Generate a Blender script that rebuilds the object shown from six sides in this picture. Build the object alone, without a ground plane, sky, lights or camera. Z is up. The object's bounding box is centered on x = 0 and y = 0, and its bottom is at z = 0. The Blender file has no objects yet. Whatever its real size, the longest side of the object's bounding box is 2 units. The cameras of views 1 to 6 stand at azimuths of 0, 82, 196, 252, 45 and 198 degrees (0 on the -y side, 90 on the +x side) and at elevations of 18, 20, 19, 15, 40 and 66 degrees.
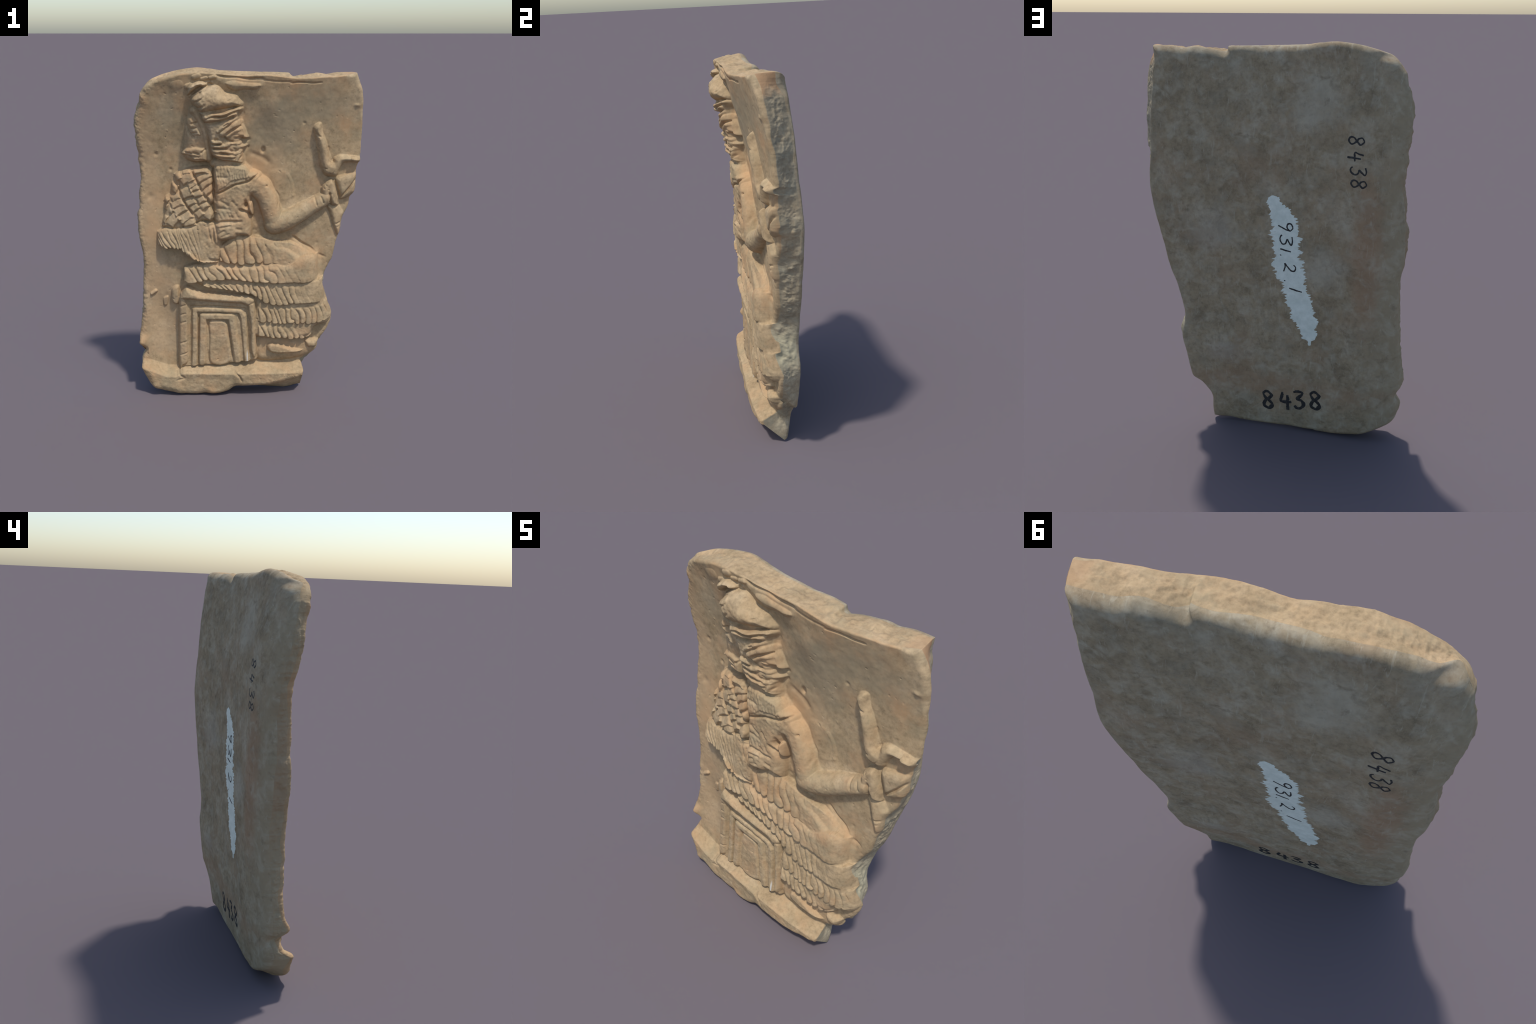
# Fired-clay relief plaque (broken fragment): a seated bearded figure on a stool,
# moulded in low relief on a slab, with inventory numbers inked on the back.
import bpy
import numpy as np
from mathutils import Vector

# ------------------------------------------------------------------ helpers
def sstep(a, b, t):
    t = np.clip((t - a) / (b - a), 0.0, 1.0)
    return t * t * (3 - 2 * t)


def hash3(i, j, k, seed):
    n = (i.astype(np.int64) * 374761393 + j.astype(np.int64) * 668265263 + k.astype(np.int64) * 2147483647 + seed * 1274126177) & 0xFFFFFFFF
    n = ((n ^ (n >> 13)) * 1274126177) & 0xFFFFFFFF
    n = ((n ^ (n >> 16)) * 2246822519) & 0xFFFFFFFF
    return ((n ^ (n >> 15)) & 0xFFFFFF) / float(0xFFFFFF) * 2 - 1


def noise(x, y, z, freq, seed=0):
    """smooth value noise in -1..1"""
    x, y, z = np.broadcast_arrays(np.asarray(x, float) * freq, np.asarray(y, float) * freq, np.asarray(z, float) * freq)
    i, j, k = np.floor(x), np.floor(y), np.floor(z)
    u, v, w = x - i, y - j, z - k
    u, v, w = (t * t * t * (t * (6 * t - 15) + 10) for t in (u, v, w))
    out = 0.0
    for a in (0, 1):
        for b in (0, 1):
            for c in (0, 1):
                out = out + hash3(i + a, j + b, k + c, seed) * (u if a else 1 - u) * (v if b else 1 - v) * (w if c else 1 - w)
    return out


def fbm(x, y, z, freq, octaves=3, seed=0, gain=0.5):
    total, amp, norm = 0.0, 1.0, 0.0
    for o in range(octaves):
        total = total + amp * noise(x, y, z, freq * 2.03 ** o, seed + 17 * o)
        norm += amp
        amp *= gain
    return total / norm


def spline(pts, n=None, closed=False, tight=False):
    """Catmull-Rom through the control points"""
    p = np.array(pts, float)
    if tight:
        d = p
        if closed:
            d = np.vstack([p, p[:1]])
        return d
    ext = np.vstack([p[-1], p, p[0], p[1]]) if closed else np.vstack([2 * p[0] - p[1], p, 2 * p[-1] - p[-2]])
    segs, out = len(ext) - 3, []
    for s in range(segs):
        a, b, c, d = ext[s:s + 4]
        t = np.linspace(0, 1, 6, endpoint=False)[:, None]
        out.append(0.5 * (2 * b + (c - a) * t + (2 * a - 5 * b + 4 * c - d) * t ** 2 + (3 * b - a - 3 * c + d) * t ** 3))
    out = np.vstack(out + [ext[-2][None]])
    return resample(out, n) if n else out


def resample(p, n):
    s = np.concatenate([[0], np.cumsum(np.hypot(*np.diff(p, axis=0).T))])
    t = np.linspace(0, s[-1], n)
    return np.stack([np.interp(t, s, p[:, 0]), np.interp(t, s, p[:, 1])], 1)


def line_distance(X, Z, p):
    """distance to a polyline and the position 0..1 along it"""
    best, along = np.full(X.shape, 1e9), np.zeros(X.shape)
    s = np.concatenate([[0], np.cumsum(np.hypot(*np.diff(p, axis=0).T))])
    for k in range(len(p) - 1):
        a, b = p[k], p[k + 1]
        d = b - a
        ll = d @ d
        if ll < 1e-14:
            continue
        t = np.clip(((X - a[0]) * d[0] + (Z - a[1]) * d[1]) / ll, 0, 1)
        q = (X - a[0] - t * d[0]) ** 2 + (Z - a[1] - t * d[1]) ** 2
        m = q < best
        best = np.where(m, q, best)
        along = np.where(m, (s[k] + t * (s[k + 1] - s[k])) / s[-1], along)
    return np.sqrt(best), along


def inside(X, Z, p):
    c = np.zeros(X.shape, bool)
    for (x0, z0), (x1, z1) in zip(p[:-1], p[1:]):
        if z0 == z1:
            continue
        c ^= ((z0 > Z) != (z1 > Z)) & (X < (x1 - x0) * (Z - z0) / (z1 - z0) + x0)
    return c


# ------------------------------------------------------------------ slab: outline and two curved faces
def field_y(x, z):
    """y of the bare moulded field on the front: gently tilted, with a lip curling forward at the top"""
    x, z = np.asarray(x, float), np.asarray(z, float)
    y = 0.010 + 0.040 * x
    lip = np.interp(x, [-0.65, -0.4, 0.28, 0.62], [0.085, 0.11, 0.108, 0.062])
    t = np.clip((z - 1.45) / 0.5, 0, 1.15)
    y = y - lip * t ** 1.5
    y = y - 0.016 * np.exp(-((x - 0.05) / 0.22) ** 2 - ((z - 1.45) / 0.35) ** 2)
    y = y - 0.004 * np.exp(-((x - 0.45) / 0.2) ** 2 - ((z - 0.85) / 0.2) ** 2)
    y = y + 0.02 * np.exp(-((x - 0.62) / 0.16) ** 2 - ((z - 1.2) / 0.18) ** 2)
    y = y - 0.012 * sstep(0.05, 0.25, x) * sstep(0.95, 1.15, z)
    y = y + 0.030 * np.exp(-((x + 0.51) / 0.085) ** 2 - ((z - 0.5) / 0.24) ** 2)
    y = y + 0.022 * np.exp(-((x + 0.46) / 0.13) ** 2 - ((z - 1.28) / 0.22) ** 2)
    y = y + 0.022 * np.exp(-((x - 0.30) / 0.10) ** 2 - ((z - 1.28) / 0.12) ** 2)
    y = y + 0.014 * sstep(0.52, 0.66, x) * np.exp(-((z - 1.65) / 0.18) ** 2)
    y = y - 0.016 * np.exp(-((x - 0.14) / 0.10) ** 2 - ((z - 1.80) / 0.12) ** 2)
    return y


BACK_Z = [0.0, 0.08, 0.2, 0.33, 0.55, 0.85, 1.15, 1.3, 1.5, 1.7, 1.85, 2.0]
BACK_Y = [0.074, 0.095, 0.106, 0.117, 0.123, 0.125, 0.125, 0.121, 0.113, 0.094, 0.071, 0.046]


def back_y(x, z):
    """y of the smoothed back: flat, thicker towards the broken side, turning forward along the left side"""
    x, z = np.asarray(x, float), np.asarray(z, float)
    zz = np.linspace(-0.1, 2.1, 221)
    yy = np.interp(zz, BACK_Z, BACK_Y)
    yy = np.convolve(np.pad(yy, 8, mode="edge"), np.hanning(19)[1:-1] / np.hanning(19).sum(), "valid")
    y = np.interp(z, zz, yy) + np.interp(z, [0.1, 0.4, 1.0, 1.27, 1.5, 1.95], [0.024, 0.032, 0.036, 0.048, 0.042, 0.058]) * sstep(0.16, 0.58, x)
    y = y + 0.028 * np.exp(-((x - 0.26) / 0.13) ** 2 - ((z - 0.47) / 0.10) ** 2) + 0.016 * np.exp(-((x + 0.03) / 0.10) ** 2 - ((z - 0.36) / 0.07) ** 2)
    y = y - 0.034 * sstep(-0.25, -0.55, x) * sstep(1.70, 1.95, z)
    y = y + (0.010 * sstep(0.5, 0.8, z) - 0.006 * sstep(1.65, 1.85, z)) * np.exp(-((x + 0.42) / 0.09) ** 2)
    t = np.maximum(0, -0.45 - x)
    y = y - np.interp(z, [0.3, 0.9, 1.55, 1.8], [0.22, 0.16, 0.22, 0.36]) * t * t / (t + 0.05)
    y = y + 0.0035 * fbm(x, 0 * x, z, 5.0, 3, 5) + 0.0012 * fbm(x, 0 * x, z, 26.0, 3, 9)
    return y


NU, NV, NW = 600, 900, 28
FRONT = dict(
    left=[(-0.647, 0.150), (-0.660, 0.195), (-0.652, 0.245), (-0.638, 0.284), (-0.660, 0.318), (-0.671, 0.355), (-0.665, 0.420), (-0.651, 0.500),
          (-0.640, 0.600), (-0.633, 0.720), (-0.624, 0.840), (-0.626, 0.920), (-0.644, 1.020), (-0.641, 1.140), (-0.634, 1.210), (-0.624, 1.320),
          (-0.614, 1.400), (-0.624, 1.475), (-0.630, 1.553), (-0.632, 1.630), (-0.629, 1.700), (-0.622, 1.752), (-0.593, 1.800), (-0.590, 1.852), (-0.565, 1.894)],
    top=[(-0.565, 1.894), (-0.535, 1.917), (-0.466, 1.949), (-0.398, 1.965), (-0.333, 1.975), (-0.249, 1.981), (-0.140, 1.972), (-0.020, 1.963),
         (0.105, 1.968), (0.230, 1.955), (0.300, 1.951), (0.380, 1.953), (0.490, 1.958), (0.560, 1.965), (0.616, 1.974)],
    right=[(0.350, 0.130), (0.354, 0.165), (0.338, 0.198), (0.352, 0.215), (0.416, 0.255), (0.444, 0.297), (0.446, 0.330), (0.475, 0.370), (0.509, 0.432),
           (0.528, 0.518), (0.496, 0.615), (0.472, 0.690), (0.462, 0.752), (0.494, 0.830), (0.523, 0.889), (0.536, 0.975), (0.561, 1.055),
           (0.569, 1.127), (0.602, 1.198), (0.613, 1.254), (0.639, 1.300), (0.642, 1.378), (0.644, 1.435), (0.663, 1.486), (0.666, 1.593),
           (0.665, 1.737), (0.662, 1.834), (0.649, 1.897), (0.629, 1.941), (0.616, 1.974)],
    bottom=[(-0.647, 0.150), (-0.632, 0.110), (-0.592, 0.055), (-0.535, 0.023), (-0.470, 0.006), (-0.320, 0.000), (-0.210, 0.008), (-0.125, 0.022),
            (-0.075, 0.055), (0.0, 0.062), (0.17, 0.075), (0.28, 0.098), (0.350, 0.130)])
BACK = dict(
    left=[(-0.642, 0.145), (-0.656, 0.195), (-0.652, 0.245), (-0.636, 0.286), (-0.656, 0.325), (-0.664, 0.360), (-0.662, 0.430), (-0.652, 0.500),
          (-0.640, 0.600), (-0.630, 0.720), (-0.626, 0.830), (-0.628, 0.920), (-0.644, 1.030), (-0.638, 1.140), (-0.630, 1.250),
          (-0.611, 1.360), (-0.620, 1.438), (-0.627, 1.553), (-0.636, 1.650), (-0.624, 1.750), (-0.603, 1.810), (-0.596, 1.845), (-0.572, 1.890)],
    top=[(-0.572, 1.890), (-0.540, 1.930), (-0.477, 1.962), (-0.380, 1.988), (-0.283, 2.000), (-0.200, 1.994), (-0.148, 1.986), (0.03, 1.980),
         (0.215, 1.974), (0.238, 1.972), (0.250, 1.950), (0.30, 1.955), (0.388, 1.970), (0.45, 1.963), (0.51, 1.972), (0.596, 1.974)],
    right=[(0.340, 0.012), (0.344, 0.07), (0.340, 0.155), (0.388, 0.236), (0.440, 0.278), (0.464, 0.403), (0.482, 0.513), (0.464, 0.625),
           (0.476, 0.72), (0.496, 0.804), (0.530, 0.895), (0.562, 1.05), (0.600, 1.218), (0.613, 1.356), (0.605, 1.479), (0.604, 1.585),
           (0.592, 1.75), (0.588, 1.88), (0.596, 1.974)],
    bottom=[(-0.642, 0.145), (-0.617, 0.115), (-0.530, 0.058), (-0.450, 0.022), (-0.350, 0.004), (-0.230, 0.000), (-0.200, 0.008), (0.0, 0.006), (0.2, 0.002), (0.340, 0.012)])


def loop_sides(spec, rough):
    """the four sides of an outline, resampled to the grid and nibbled where the clay is broken"""
    out = {}
    for name, n in (("left", NV), ("right", NV), ("top", NU), ("bottom", NU)):
        p = resample(spline(spec[name]), n)
        t = np.gradient(p, axis=0)
        t /= np.hypot(*t.T)[:, None] + 1e-9
        nrm = np.stack([t[:, 1], -t[:, 0]], 1)
        amp = {"left": 0.009, "right": 0.0045, "top": 0.0025, "bottom": 0.002}[name] * rough
        w = np.clip(np.minimum(np.arange(n), n - 1 - np.arange(n)) / 12.0, 0, 1)
        out[name] = p + nrm * (amp * w * fbm(p[:, 0], 0.3, p[:, 1], 19.0, 4, 31, 0.62))[:, None]
    for a, i, b, j in (("left", -1, "top", 0), ("right", -1, "top", -1), ("left", 0, "bottom", 0), ("right", 0, "bottom", -1)):
        assert np.allclose(out[a][i], out[b][j], atol=2e-4), (a, b, out[a][i], out[b][j])
    return out


def coons(sides, us, vs):
    L, R, T, B = (sides[k] for k in ("left", "right", "top", "bottom"))

    def at(c, t):
        k = np.linspace(0, 1, len(c))
        return np.stack([np.interp(t, k, c[:, 0]), np.interp(t, k, c[:, 1])], -1)

    u, v = us[None, :, None], vs[:, None, None]
    l, r, t, b = at(L, vs)[:, None], at(R, vs)[:, None], at(T, us)[None], at(B, us)[None]
    return (1 - u) * l + u * r + (1 - v) * b + v * t - ((1 - u) * (1 - v) * B[0] + u * (1 - v) * B[-1] + (1 - u) * v * T[0] + u * v * T[-1])


def clustered(n):
    """0..1, denser towards both ends where the edges round over"""
    t = np.linspace(0, 1, n)
    return t - 0.055 * np.sin(2 * np.pi * t) / (2 * np.pi) * 4


us, vs = clustered(NU), clustered(NV)
front_sides, back_sides = loop_sides(FRONT, 1.0), loop_sides(BACK, 0.8)
FXZ, BXZ = coons(front_sides, us, vs), coons(back_sides, us, vs)
X, Z = FXZ[..., 0], FXZ[..., 1]


def border_loop(grid):
    """boundary vertices in order: bottom, right, top, left"""
    return np.concatenate([grid[0, :-1], grid[:-1, -1], grid[-1, :0:-1], grid[:0:-1, 0]])


def edge_distance(XZ, radius_of):
    """distance from the outline and the edge radius that applies, near the border only"""
    nv, nu = XZ.shape[:2]
    d = np.full((nv, nu), 1.0)
    r = np.full((nv, nu), 0.01)
    band = 60
    idx = np.zeros((nv, nu), bool)
    idx[:band] = idx[-band:] = True
    idx[:, :band] = idx[:, -band:] = True
    P = XZ[idx]
    loop = border_loop(XZ)
    rad = radius_of(loop[:, 0], loop[:, 1])
    rad = np.convolve(np.concatenate([rad[-26:], rad, rad[:26]]), np.hanning(55)[1:-1] / np.hanning(55).sum(), "valid")
    dd, rr = np.empty(len(P)), np.empty(len(P))
    for s in range(0, len(P), 4000):
        q = (P[s:s + 4000, None, 0] - loop[None, :, 0]) ** 2 + (P[s:s + 4000, None, 1] - loop[None, :, 1]) ** 2
        k = q.argmin(1)
        best = np.full(len(k), 1e9)
        for a, b in ((loop[k - 1], loop[k]), (loop[k], loop[(k + 1) % len(loop)])):
            e = b - a
            f = np.clip(((P[s:s + 4000] - a) * e).sum(1) / ((e * e).sum(1) + 1e-12), 0, 1)
            best = np.minimum(best, np.hypot(*(P[s:s + 4000] - a - f[:, None] * e).T))
        dd[s:s + 4000] = best
        rr[s:s + 4000] = rad[k]
    d[idx], r[idx] = dd, rr
    return d, r


def roll_over(d, r):
    """how far a face has dropped at distance d from an edge of radius r"""
    t = np.clip(1 - d / r, 0, 1)
    return r * (1 - np.sqrt(np.clip(1 - t * t, 0, 1)))


# ------------------------------------------------------------------ relief: height over the field, built shape by shape
H = np.zeros(X.shape)
LABEL = np.zeros(X.shape, int)
NAMES = ["background"]          # label number -> (part, piece)
PARENT = [None]


def label(name, parent=None):
    NAMES.append(name)
    PARENT.append(parent)
    return len(NAMES) - 1


def window(p, margin):
    lo, hi = p.min(0) - margin, p.max(0) + margin
    rows = np.where(((X >= lo[0]) & (X <= hi[0]) & (Z >= lo[1]) & (Z <= hi[1])).any(1))[0]
    cols = np.where(((X >= lo[0]) & (X <= hi[0]) & (Z >= lo[1]) & (Z <= hi[1])).any(0))[0]
    if not len(rows):
        return None
    return slice(rows[0], rows[-1] + 1), slice(cols[0], cols[-1] + 1)


def raise_shape(pts, h, edge, lab=None, soft=0.0, sharp=False, base=None):
    """a raised shape with rounded shoulders; h is a number or a function of x, z"""
    p = spline(pts, closed=True, tight=sharp)
    if not np.allclose(p[0], p[-1]):
        p = np.vstack([p, p[:1]])
    w = window(p, 0.005)
    if w is None:
        return
    x, z = X[w], Z[w]
    d, _ = line_distance(x, z, p)
    d = np.where(inside(x, z, p), d, -d)
    t = np.clip(d / edge, 0, 1)
    prof = (1 - (1 - t) ** 2) ** 0.75
    hh = h(x, z) if callable(h) else h
    b = 0.0 if base is None else base
    new = np.where(d > 0, b + (hh - b) * prof, -1)
    m = new > H[w]
    H[w] = np.where(m, new, H[w])
    if lab is not None:
        LABEL[w] = np.where(m, lab, LABEL[w])


def add_shape(pts, h, edge, lab=None, sharp=False):
    """add (or, with h < 0, sink) a soft-edged shape on whatever is there"""
    p = spline(pts, closed=True, tight=sharp)
    if not np.allclose(p[0], p[-1]):
        p = np.vstack([p, p[:1]])
    w = window(p, edge + 0.005)
    if w is None:
        return
    x, z = X[w], Z[w]
    d, _ = line_distance(x, z, p)
    d = np.where(inside(x, z, p), d, -d)
    k = sstep(-edge * 0.5, edge * 0.5, d)
    H[w] += h * k
    if lab is not None:
        LABEL[w] = np.where(k > 0.5, lab, LABEL[w])


def ridge(pts, width, h, lab=None, flat=0.0, tight=False):
    """a raised roll of clay laid along a line; width may be a pair (start, end)"""
    p = spline(pts) if len(pts) > 2 and not tight else np.array(pts, float)
    w0, w1 = width if isinstance(width, tuple) else (width, width)
    w = window(p, max(w0, w1))
    if w is None:
        return
    d, t = line_distance(X[w], Z[w], p)
    half = (w0 + (w1 - w0) * t) * 0.5
    k = np.clip((1 - d / half) / (1 - flat), 0, 1)
    prof = np.sqrt(1 - (1 - k) ** 2)
    H[w] += h * prof
    if lab is not None:
        LABEL[w] = np.where(d < half, lab, LABEL[w])


def limb(pts, width, h, lab, power=0.5):
    """a rounded limb standing off the field: its top follows h (start, end)"""
    p = spline(pts) if len(pts) > 2 else np.array(pts, float)
    w0, w1 = width
    w = window(p, max(w0, w1))
    if w is None:
        return
    d, t = line_distance(X[w], Z[w], p)
    half = (w0 + (w1 - w0) * t) * 0.5
    k = np.clip(1 - d / half, 0, 1)
    new = (h[0] + (h[1] - h[0]) * t) * (1 - (1 - k) ** 2) ** power
    m = new > H[w]
    H[w] = np.where(m, new, H[w])
    LABEL[w] = np.where(m & (d < half), lab, LABEL[w])


def groove(pts, width, depth, tight=False):
    """a line pressed or cracked into the clay"""
    p = spline(pts) if len(pts) > 2 and not tight else np.array(pts, float)
    w = window(p, width * 2.2)
    if w is None:
        return
    d, t = line_distance(X[w], Z[w], p)
    H[w] -= depth * np.exp(-(d / (0.5 * width)) ** 2) * np.clip(np.minimum(t, 1 - t) * 8 + 0.45, 0, 1)


def pit(x0, z0, r, depth, stretch=1.0, turn=0.0):
    w = window(np.array([[x0, z0]]), r * 3)
    if w is None:
        return
    c, s = np.cos(turn), np.sin(turn)
    a, b = (X[w] - x0) * c + (Z[w] - z0) * s, (Z[w] - z0) * c - (X[w] - x0) * s
    H[w] -= depth * np.exp(-(a / stretch) ** 2 / r ** 2 - b ** 2 / r ** 2)


def tuft_band(top, bottom, count, name, h_top, h_bottom, lobe, slant, seed, edge=0.010, ends=(0.012, 0.07), fade=(0.0, 1.0), wobble=0.25, gap=0.26, parent_name="skirt"):
    """one flounce of wool: a shelf that thickens downwards, cut into hanging locks with rounded tips"""
    a, b = spline(top), spline(bottom)
    x0, x1 = max(a[:, 0].min(), b[:, 0].min()), min(a[:, 0].max(), b[:, 0].max())
    both = np.vstack([a, b])
    w = window(both, 0.005)
    x, z = X[w], Z[w]
    ao, bo = a[np.argsort(a[:, 0])], b[np.argsort(b[:, 0])]
    zt, zb = np.interp(x, ao[:, 0], ao[:, 1]), np.interp(x, bo[:, 0], bo[:, 1])
    s = (x - x0) / (x1 - x0)
    v = (zt - z) / np.maximum(zt - zb, 0.012)
    q = s * count + slant * (v - 0.5) + wobble * noise(s * count * 0.55, 0.5 * v, 0, 1.0, seed) + 0.20 * np.sin(v * 5.0 + 3.0 * noise(s * count * 0.4, 0, 0, 1.0, seed + 3))
    k = np.clip(np.floor(q), 0, count - 1).astype(int)
    f = q - np.floor(q)
    rnd = hash3(k, k * 0, k * 0 + 3, seed)
    amp = lobe * (0.8 + 0.35 * rnd) * sstep(0, 0.12, s - fade[0] + 0.12) * (1 - 0.86 * sstep(fade[1] - 0.1, fade[1] + 0.02, s))
    c = np.abs(2 * f - 1)
    strand = np.sqrt(np.clip(1 - c ** 2.5, 0, 1)) * sstep(-0.06, 0.22, v)
    tip = 1 - (gap * 0.35 * c ** 3 + 0.05 * (rnd + 0.6)) * np.clip(amp / lobe, 0, 1)
    hh = h_top(x, z) if callable(h_top) else h_top
    hb = h_bottom(x, z) if callable(h_bottom) else h_bottom
    body = hh + (hb - hh) * np.clip(v, 0, 1)
    d_edge = (tip - v) * np.maximum(zt - zb, 0.012)
    ends_ = np.sqrt(1 - (1 - np.clip((x - x0) / ends[0], 0, 1)) ** 2) * np.sqrt(1 - (1 - np.clip((x1 - x) / ends[1], 0, 1)) ** 2)
    inside_ = (v > -0.02) & (v < tip) & (s > 0) & (s < 1)
    shoulder = np.sqrt(1 - (1 - np.clip(d_edge / edge, 0, 1)) ** 2)
    new = np.where(inside_, (body + amp * (strand - 0.55)) * (0.35 + 0.65 * shoulder) * ends_, -1)
    m = new > H[w]
    H[w] = np.where(m, new, H[w])
    band = label(name, parent_name)
    pieces = np.array([label("wool_tuft", name) for _ in range(count)])
    PIECE_OF.update({int(p): band for p in pieces})
    LABEL[w] = np.where(m, np.where((amp > 0.35 * lobe) & (v > 0.04), pieces[k], band), LABEL[w])


PIECE_OF = {}


def tile(p0, p1, width, h, lab):
    """one overlapping tuft of the shawl: a tilted shingle, thickest along its lower edge"""
    p0, p1 = np.array(p0), np.array(p1)
    c, ax = (p0 + p1) / 2, (p1 - p0)
    half = np.linalg.norm(ax) / 2 + 0.28 * width
    ax = ax / np.linalg.norm(ax)
    if ax[0] < 0:
        ax = -ax
    w = window(np.array([c - half - width, c + half + width]), 0.0)
    if w is None:
        return
    x, z = X[w] - c[0], Z[w] - c[1]
    u, v = x * ax[0] + z * ax[1], -x * ax[1] + z * ax[0]
    u = u + 0.003 * noise(X[w], 0, Z[w], 40.0, lab)
    v = v + 0.003 * noise(X[w], 1, Z[w], 40.0, lab) + 3.0 * u * u
    d = np.minimum(half - np.abs(u), width * 0.5 - np.abs(v))
    k = np.sqrt(1 - (1 - np.clip(d / 0.014, 0, 1)) ** 2) ** 1.3
    H[w] += np.where(d > 0, h * k * (0.72 - 0.5 * v / width), 0)
    LABEL[w] = np.where(d > 0, lab, LABEL[w])

# ---- parts
L_FACE, L_CAP, L_BUN, L_BEARD = label("head"), label("headdress"), label("hair_bun"), label("beard")
L_TORSO, L_SHAWL, L_ARM, L_HAND, L_STAFF = label("torso"), label("shawl"), label("arm"), label("hand"), label("staff")
L_SKIRT, L_FOOT, L_THRONE, L_LEDGE = label("skirt"), label("foot"), label("stool"), label("ground_ledge")

def by_x(*pairs):
    xs, hs = zip(*pairs)
    return lambda x, z: np.interp(x, xs, hs)


# ---- stray marks on the field
add_shape([(0.146, 1.415), (0.220, 1.421), (0.268, 1.343), (0.277, 1.259), (0.195, 1.250), (0.160, 1.326)], 0.004, 0.030)
ridge([(0.240, 1.400), (0.265, 1.350), (0.275, 1.273)], 0.018, 0.002)
raise_shape([(-0.111, 1.924), (-0.068, 1.937), (-0.019, 1.929), (0.040, 1.924), (0.077, 1.920), (0.082, 1.904), (0.047, 1.887), (-0.003, 1.889), (-0.053, 1.881), (-0.092, 1.894)], 0.014, 0.034)   # smear of clay above the head
add_shape([(-0.158, 1.944), (-0.083, 1.941), (0.079, 1.922), (0.085, 1.894), (0.054, 1.851), (-0.047, 1.869), (-0.109, 1.888)], 0.006, 0.05)
ridge([(-0.580, 0.663), (-0.557, 0.680)], 0.022, 0.014)

# ---- stool: a mass with nested door frames standing off it
stool_h = by_x((-0.45, 0.052), (0.07, 0.050))
raise_shape([(-0.418, 0.646), (-0.363, 0.707), (-0.288, 0.684), (0.039, 0.653), (0.055, 0.596), (0.064, 0.225), (-0.062, 0.204), (-0.433, 0.178)], by_x((-0.45, 0.030), (-0.2, 0.036), (0.07, 0.040)), 0.012, L_THRONE, sharp=True)
frame = label("frame", "stool")
post = [label("post", "stool") for _ in range(2)]
raise_shape([(-0.409, 0.665), (-0.375, 0.722), (-0.348, 0.722), (-0.280, 0.687), (-0.100, 0.670), (0.043, 0.659), (0.055, 0.608), (0.004, 0.582), (-0.038, 0.598), (-0.170, 0.608), (-0.288, 0.621), (-0.344, 0.629), (-0.406, 0.635)], 0.066, 0.034, frame)
raise_shape([(-0.415, 0.648), (-0.371, 0.649), (-0.349, 0.589), (-0.353, 0.453), (-0.361, 0.298), (-0.362, 0.219), (-0.393, 0.188), (-0.430, 0.184)], 0.048, 0.024, post[0])
raise_shape([(-0.003, 0.607), (0.055, 0.613), (0.059, 0.446), (0.067, 0.283), (0.042, 0.236), (0.014, 0.299), (0.011, 0.485)], 0.062, 0.024, post[1])
inner = [label("frame", "stool") for _ in range(2)]
ridge([(-0.330, 0.201), (-0.320, 0.450), (-0.318, 0.568), (-0.206, 0.569), (-0.045, 0.556), (-0.024, 0.522), (-0.014, 0.407), (-0.001, 0.226)], 0.034, 0.013, inner[0], flat=0.4, tight=True)
ridge([(-0.281, 0.216), (-0.272, 0.411), (-0.267, 0.526), (-0.172, 0.524), (-0.095, 0.523), (-0.082, 0.408), (-0.059, 0.227)], 0.046, 0.016, inner[1], flat=0.3, tight=True)
panel = label("panel", "stool")
raise_shape([(-0.230, 0.491), (-0.134, 0.486), (-0.121, 0.408), (-0.102, 0.220), (-0.234, 0.223)], 0.046, 0.016, panel, base=0.036)
groove([(-0.305, 0.200), (-0.296, 0.549), (-0.172, 0.549), (-0.052, 0.541), (-0.042, 0.499)], 0.011, 0.012, tight=True)
groove([(-0.357, 0.201), (-0.350, 0.450), (-0.342, 0.587), (-0.241, 0.590), (-0.010, 0.571), (0.005, 0.529), (0.010, 0.234)], 0.014, 0.010, tight=True)
groove([(-0.240, 0.231), (-0.234, 0.410), (-0.243, 0.495), (-0.130, 0.499), (-0.113, 0.462), (-0.104, 0.369), (-0.084, 0.228)], 0.013, 0.010, tight=True)
for y in (720, 790, 860, 1030, 1130):
    groove([(-0.419, 0.602), (-0.372, 0.619)] + np.array([0.0, -(y - 700) * 0.00078]), 0.010, 0.005)
# knob behind the seat
raise_shape([(-0.455, 0.701), (-0.416, 0.717), (-0.408, 0.658), (-0.421, 0.596), (-0.456, 0.601), (-0.465, 0.639)], 0.026, 0.020, L_THRONE)
raise_shape([(-0.514, 0.630), (-0.482, 0.642), (-0.492, 0.583), (-0.515, 0.581)], 0.010, 0.012, L_THRONE)

# ---- skirt: five flounces, each thicker towards its lower hem
skirt_h = by_x((-0.4, 0.044), (-0.1, 0.050), (0.2, 0.064), (0.38, 0.074), (0.46, 0.066), (0.53, 0.044))
skirt_lo = by_x((-0.4, 0.054), (-0.1, 0.062), (0.2, 0.074), (0.38, 0.083), (0.46, 0.074), (0.53, 0.050))
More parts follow.
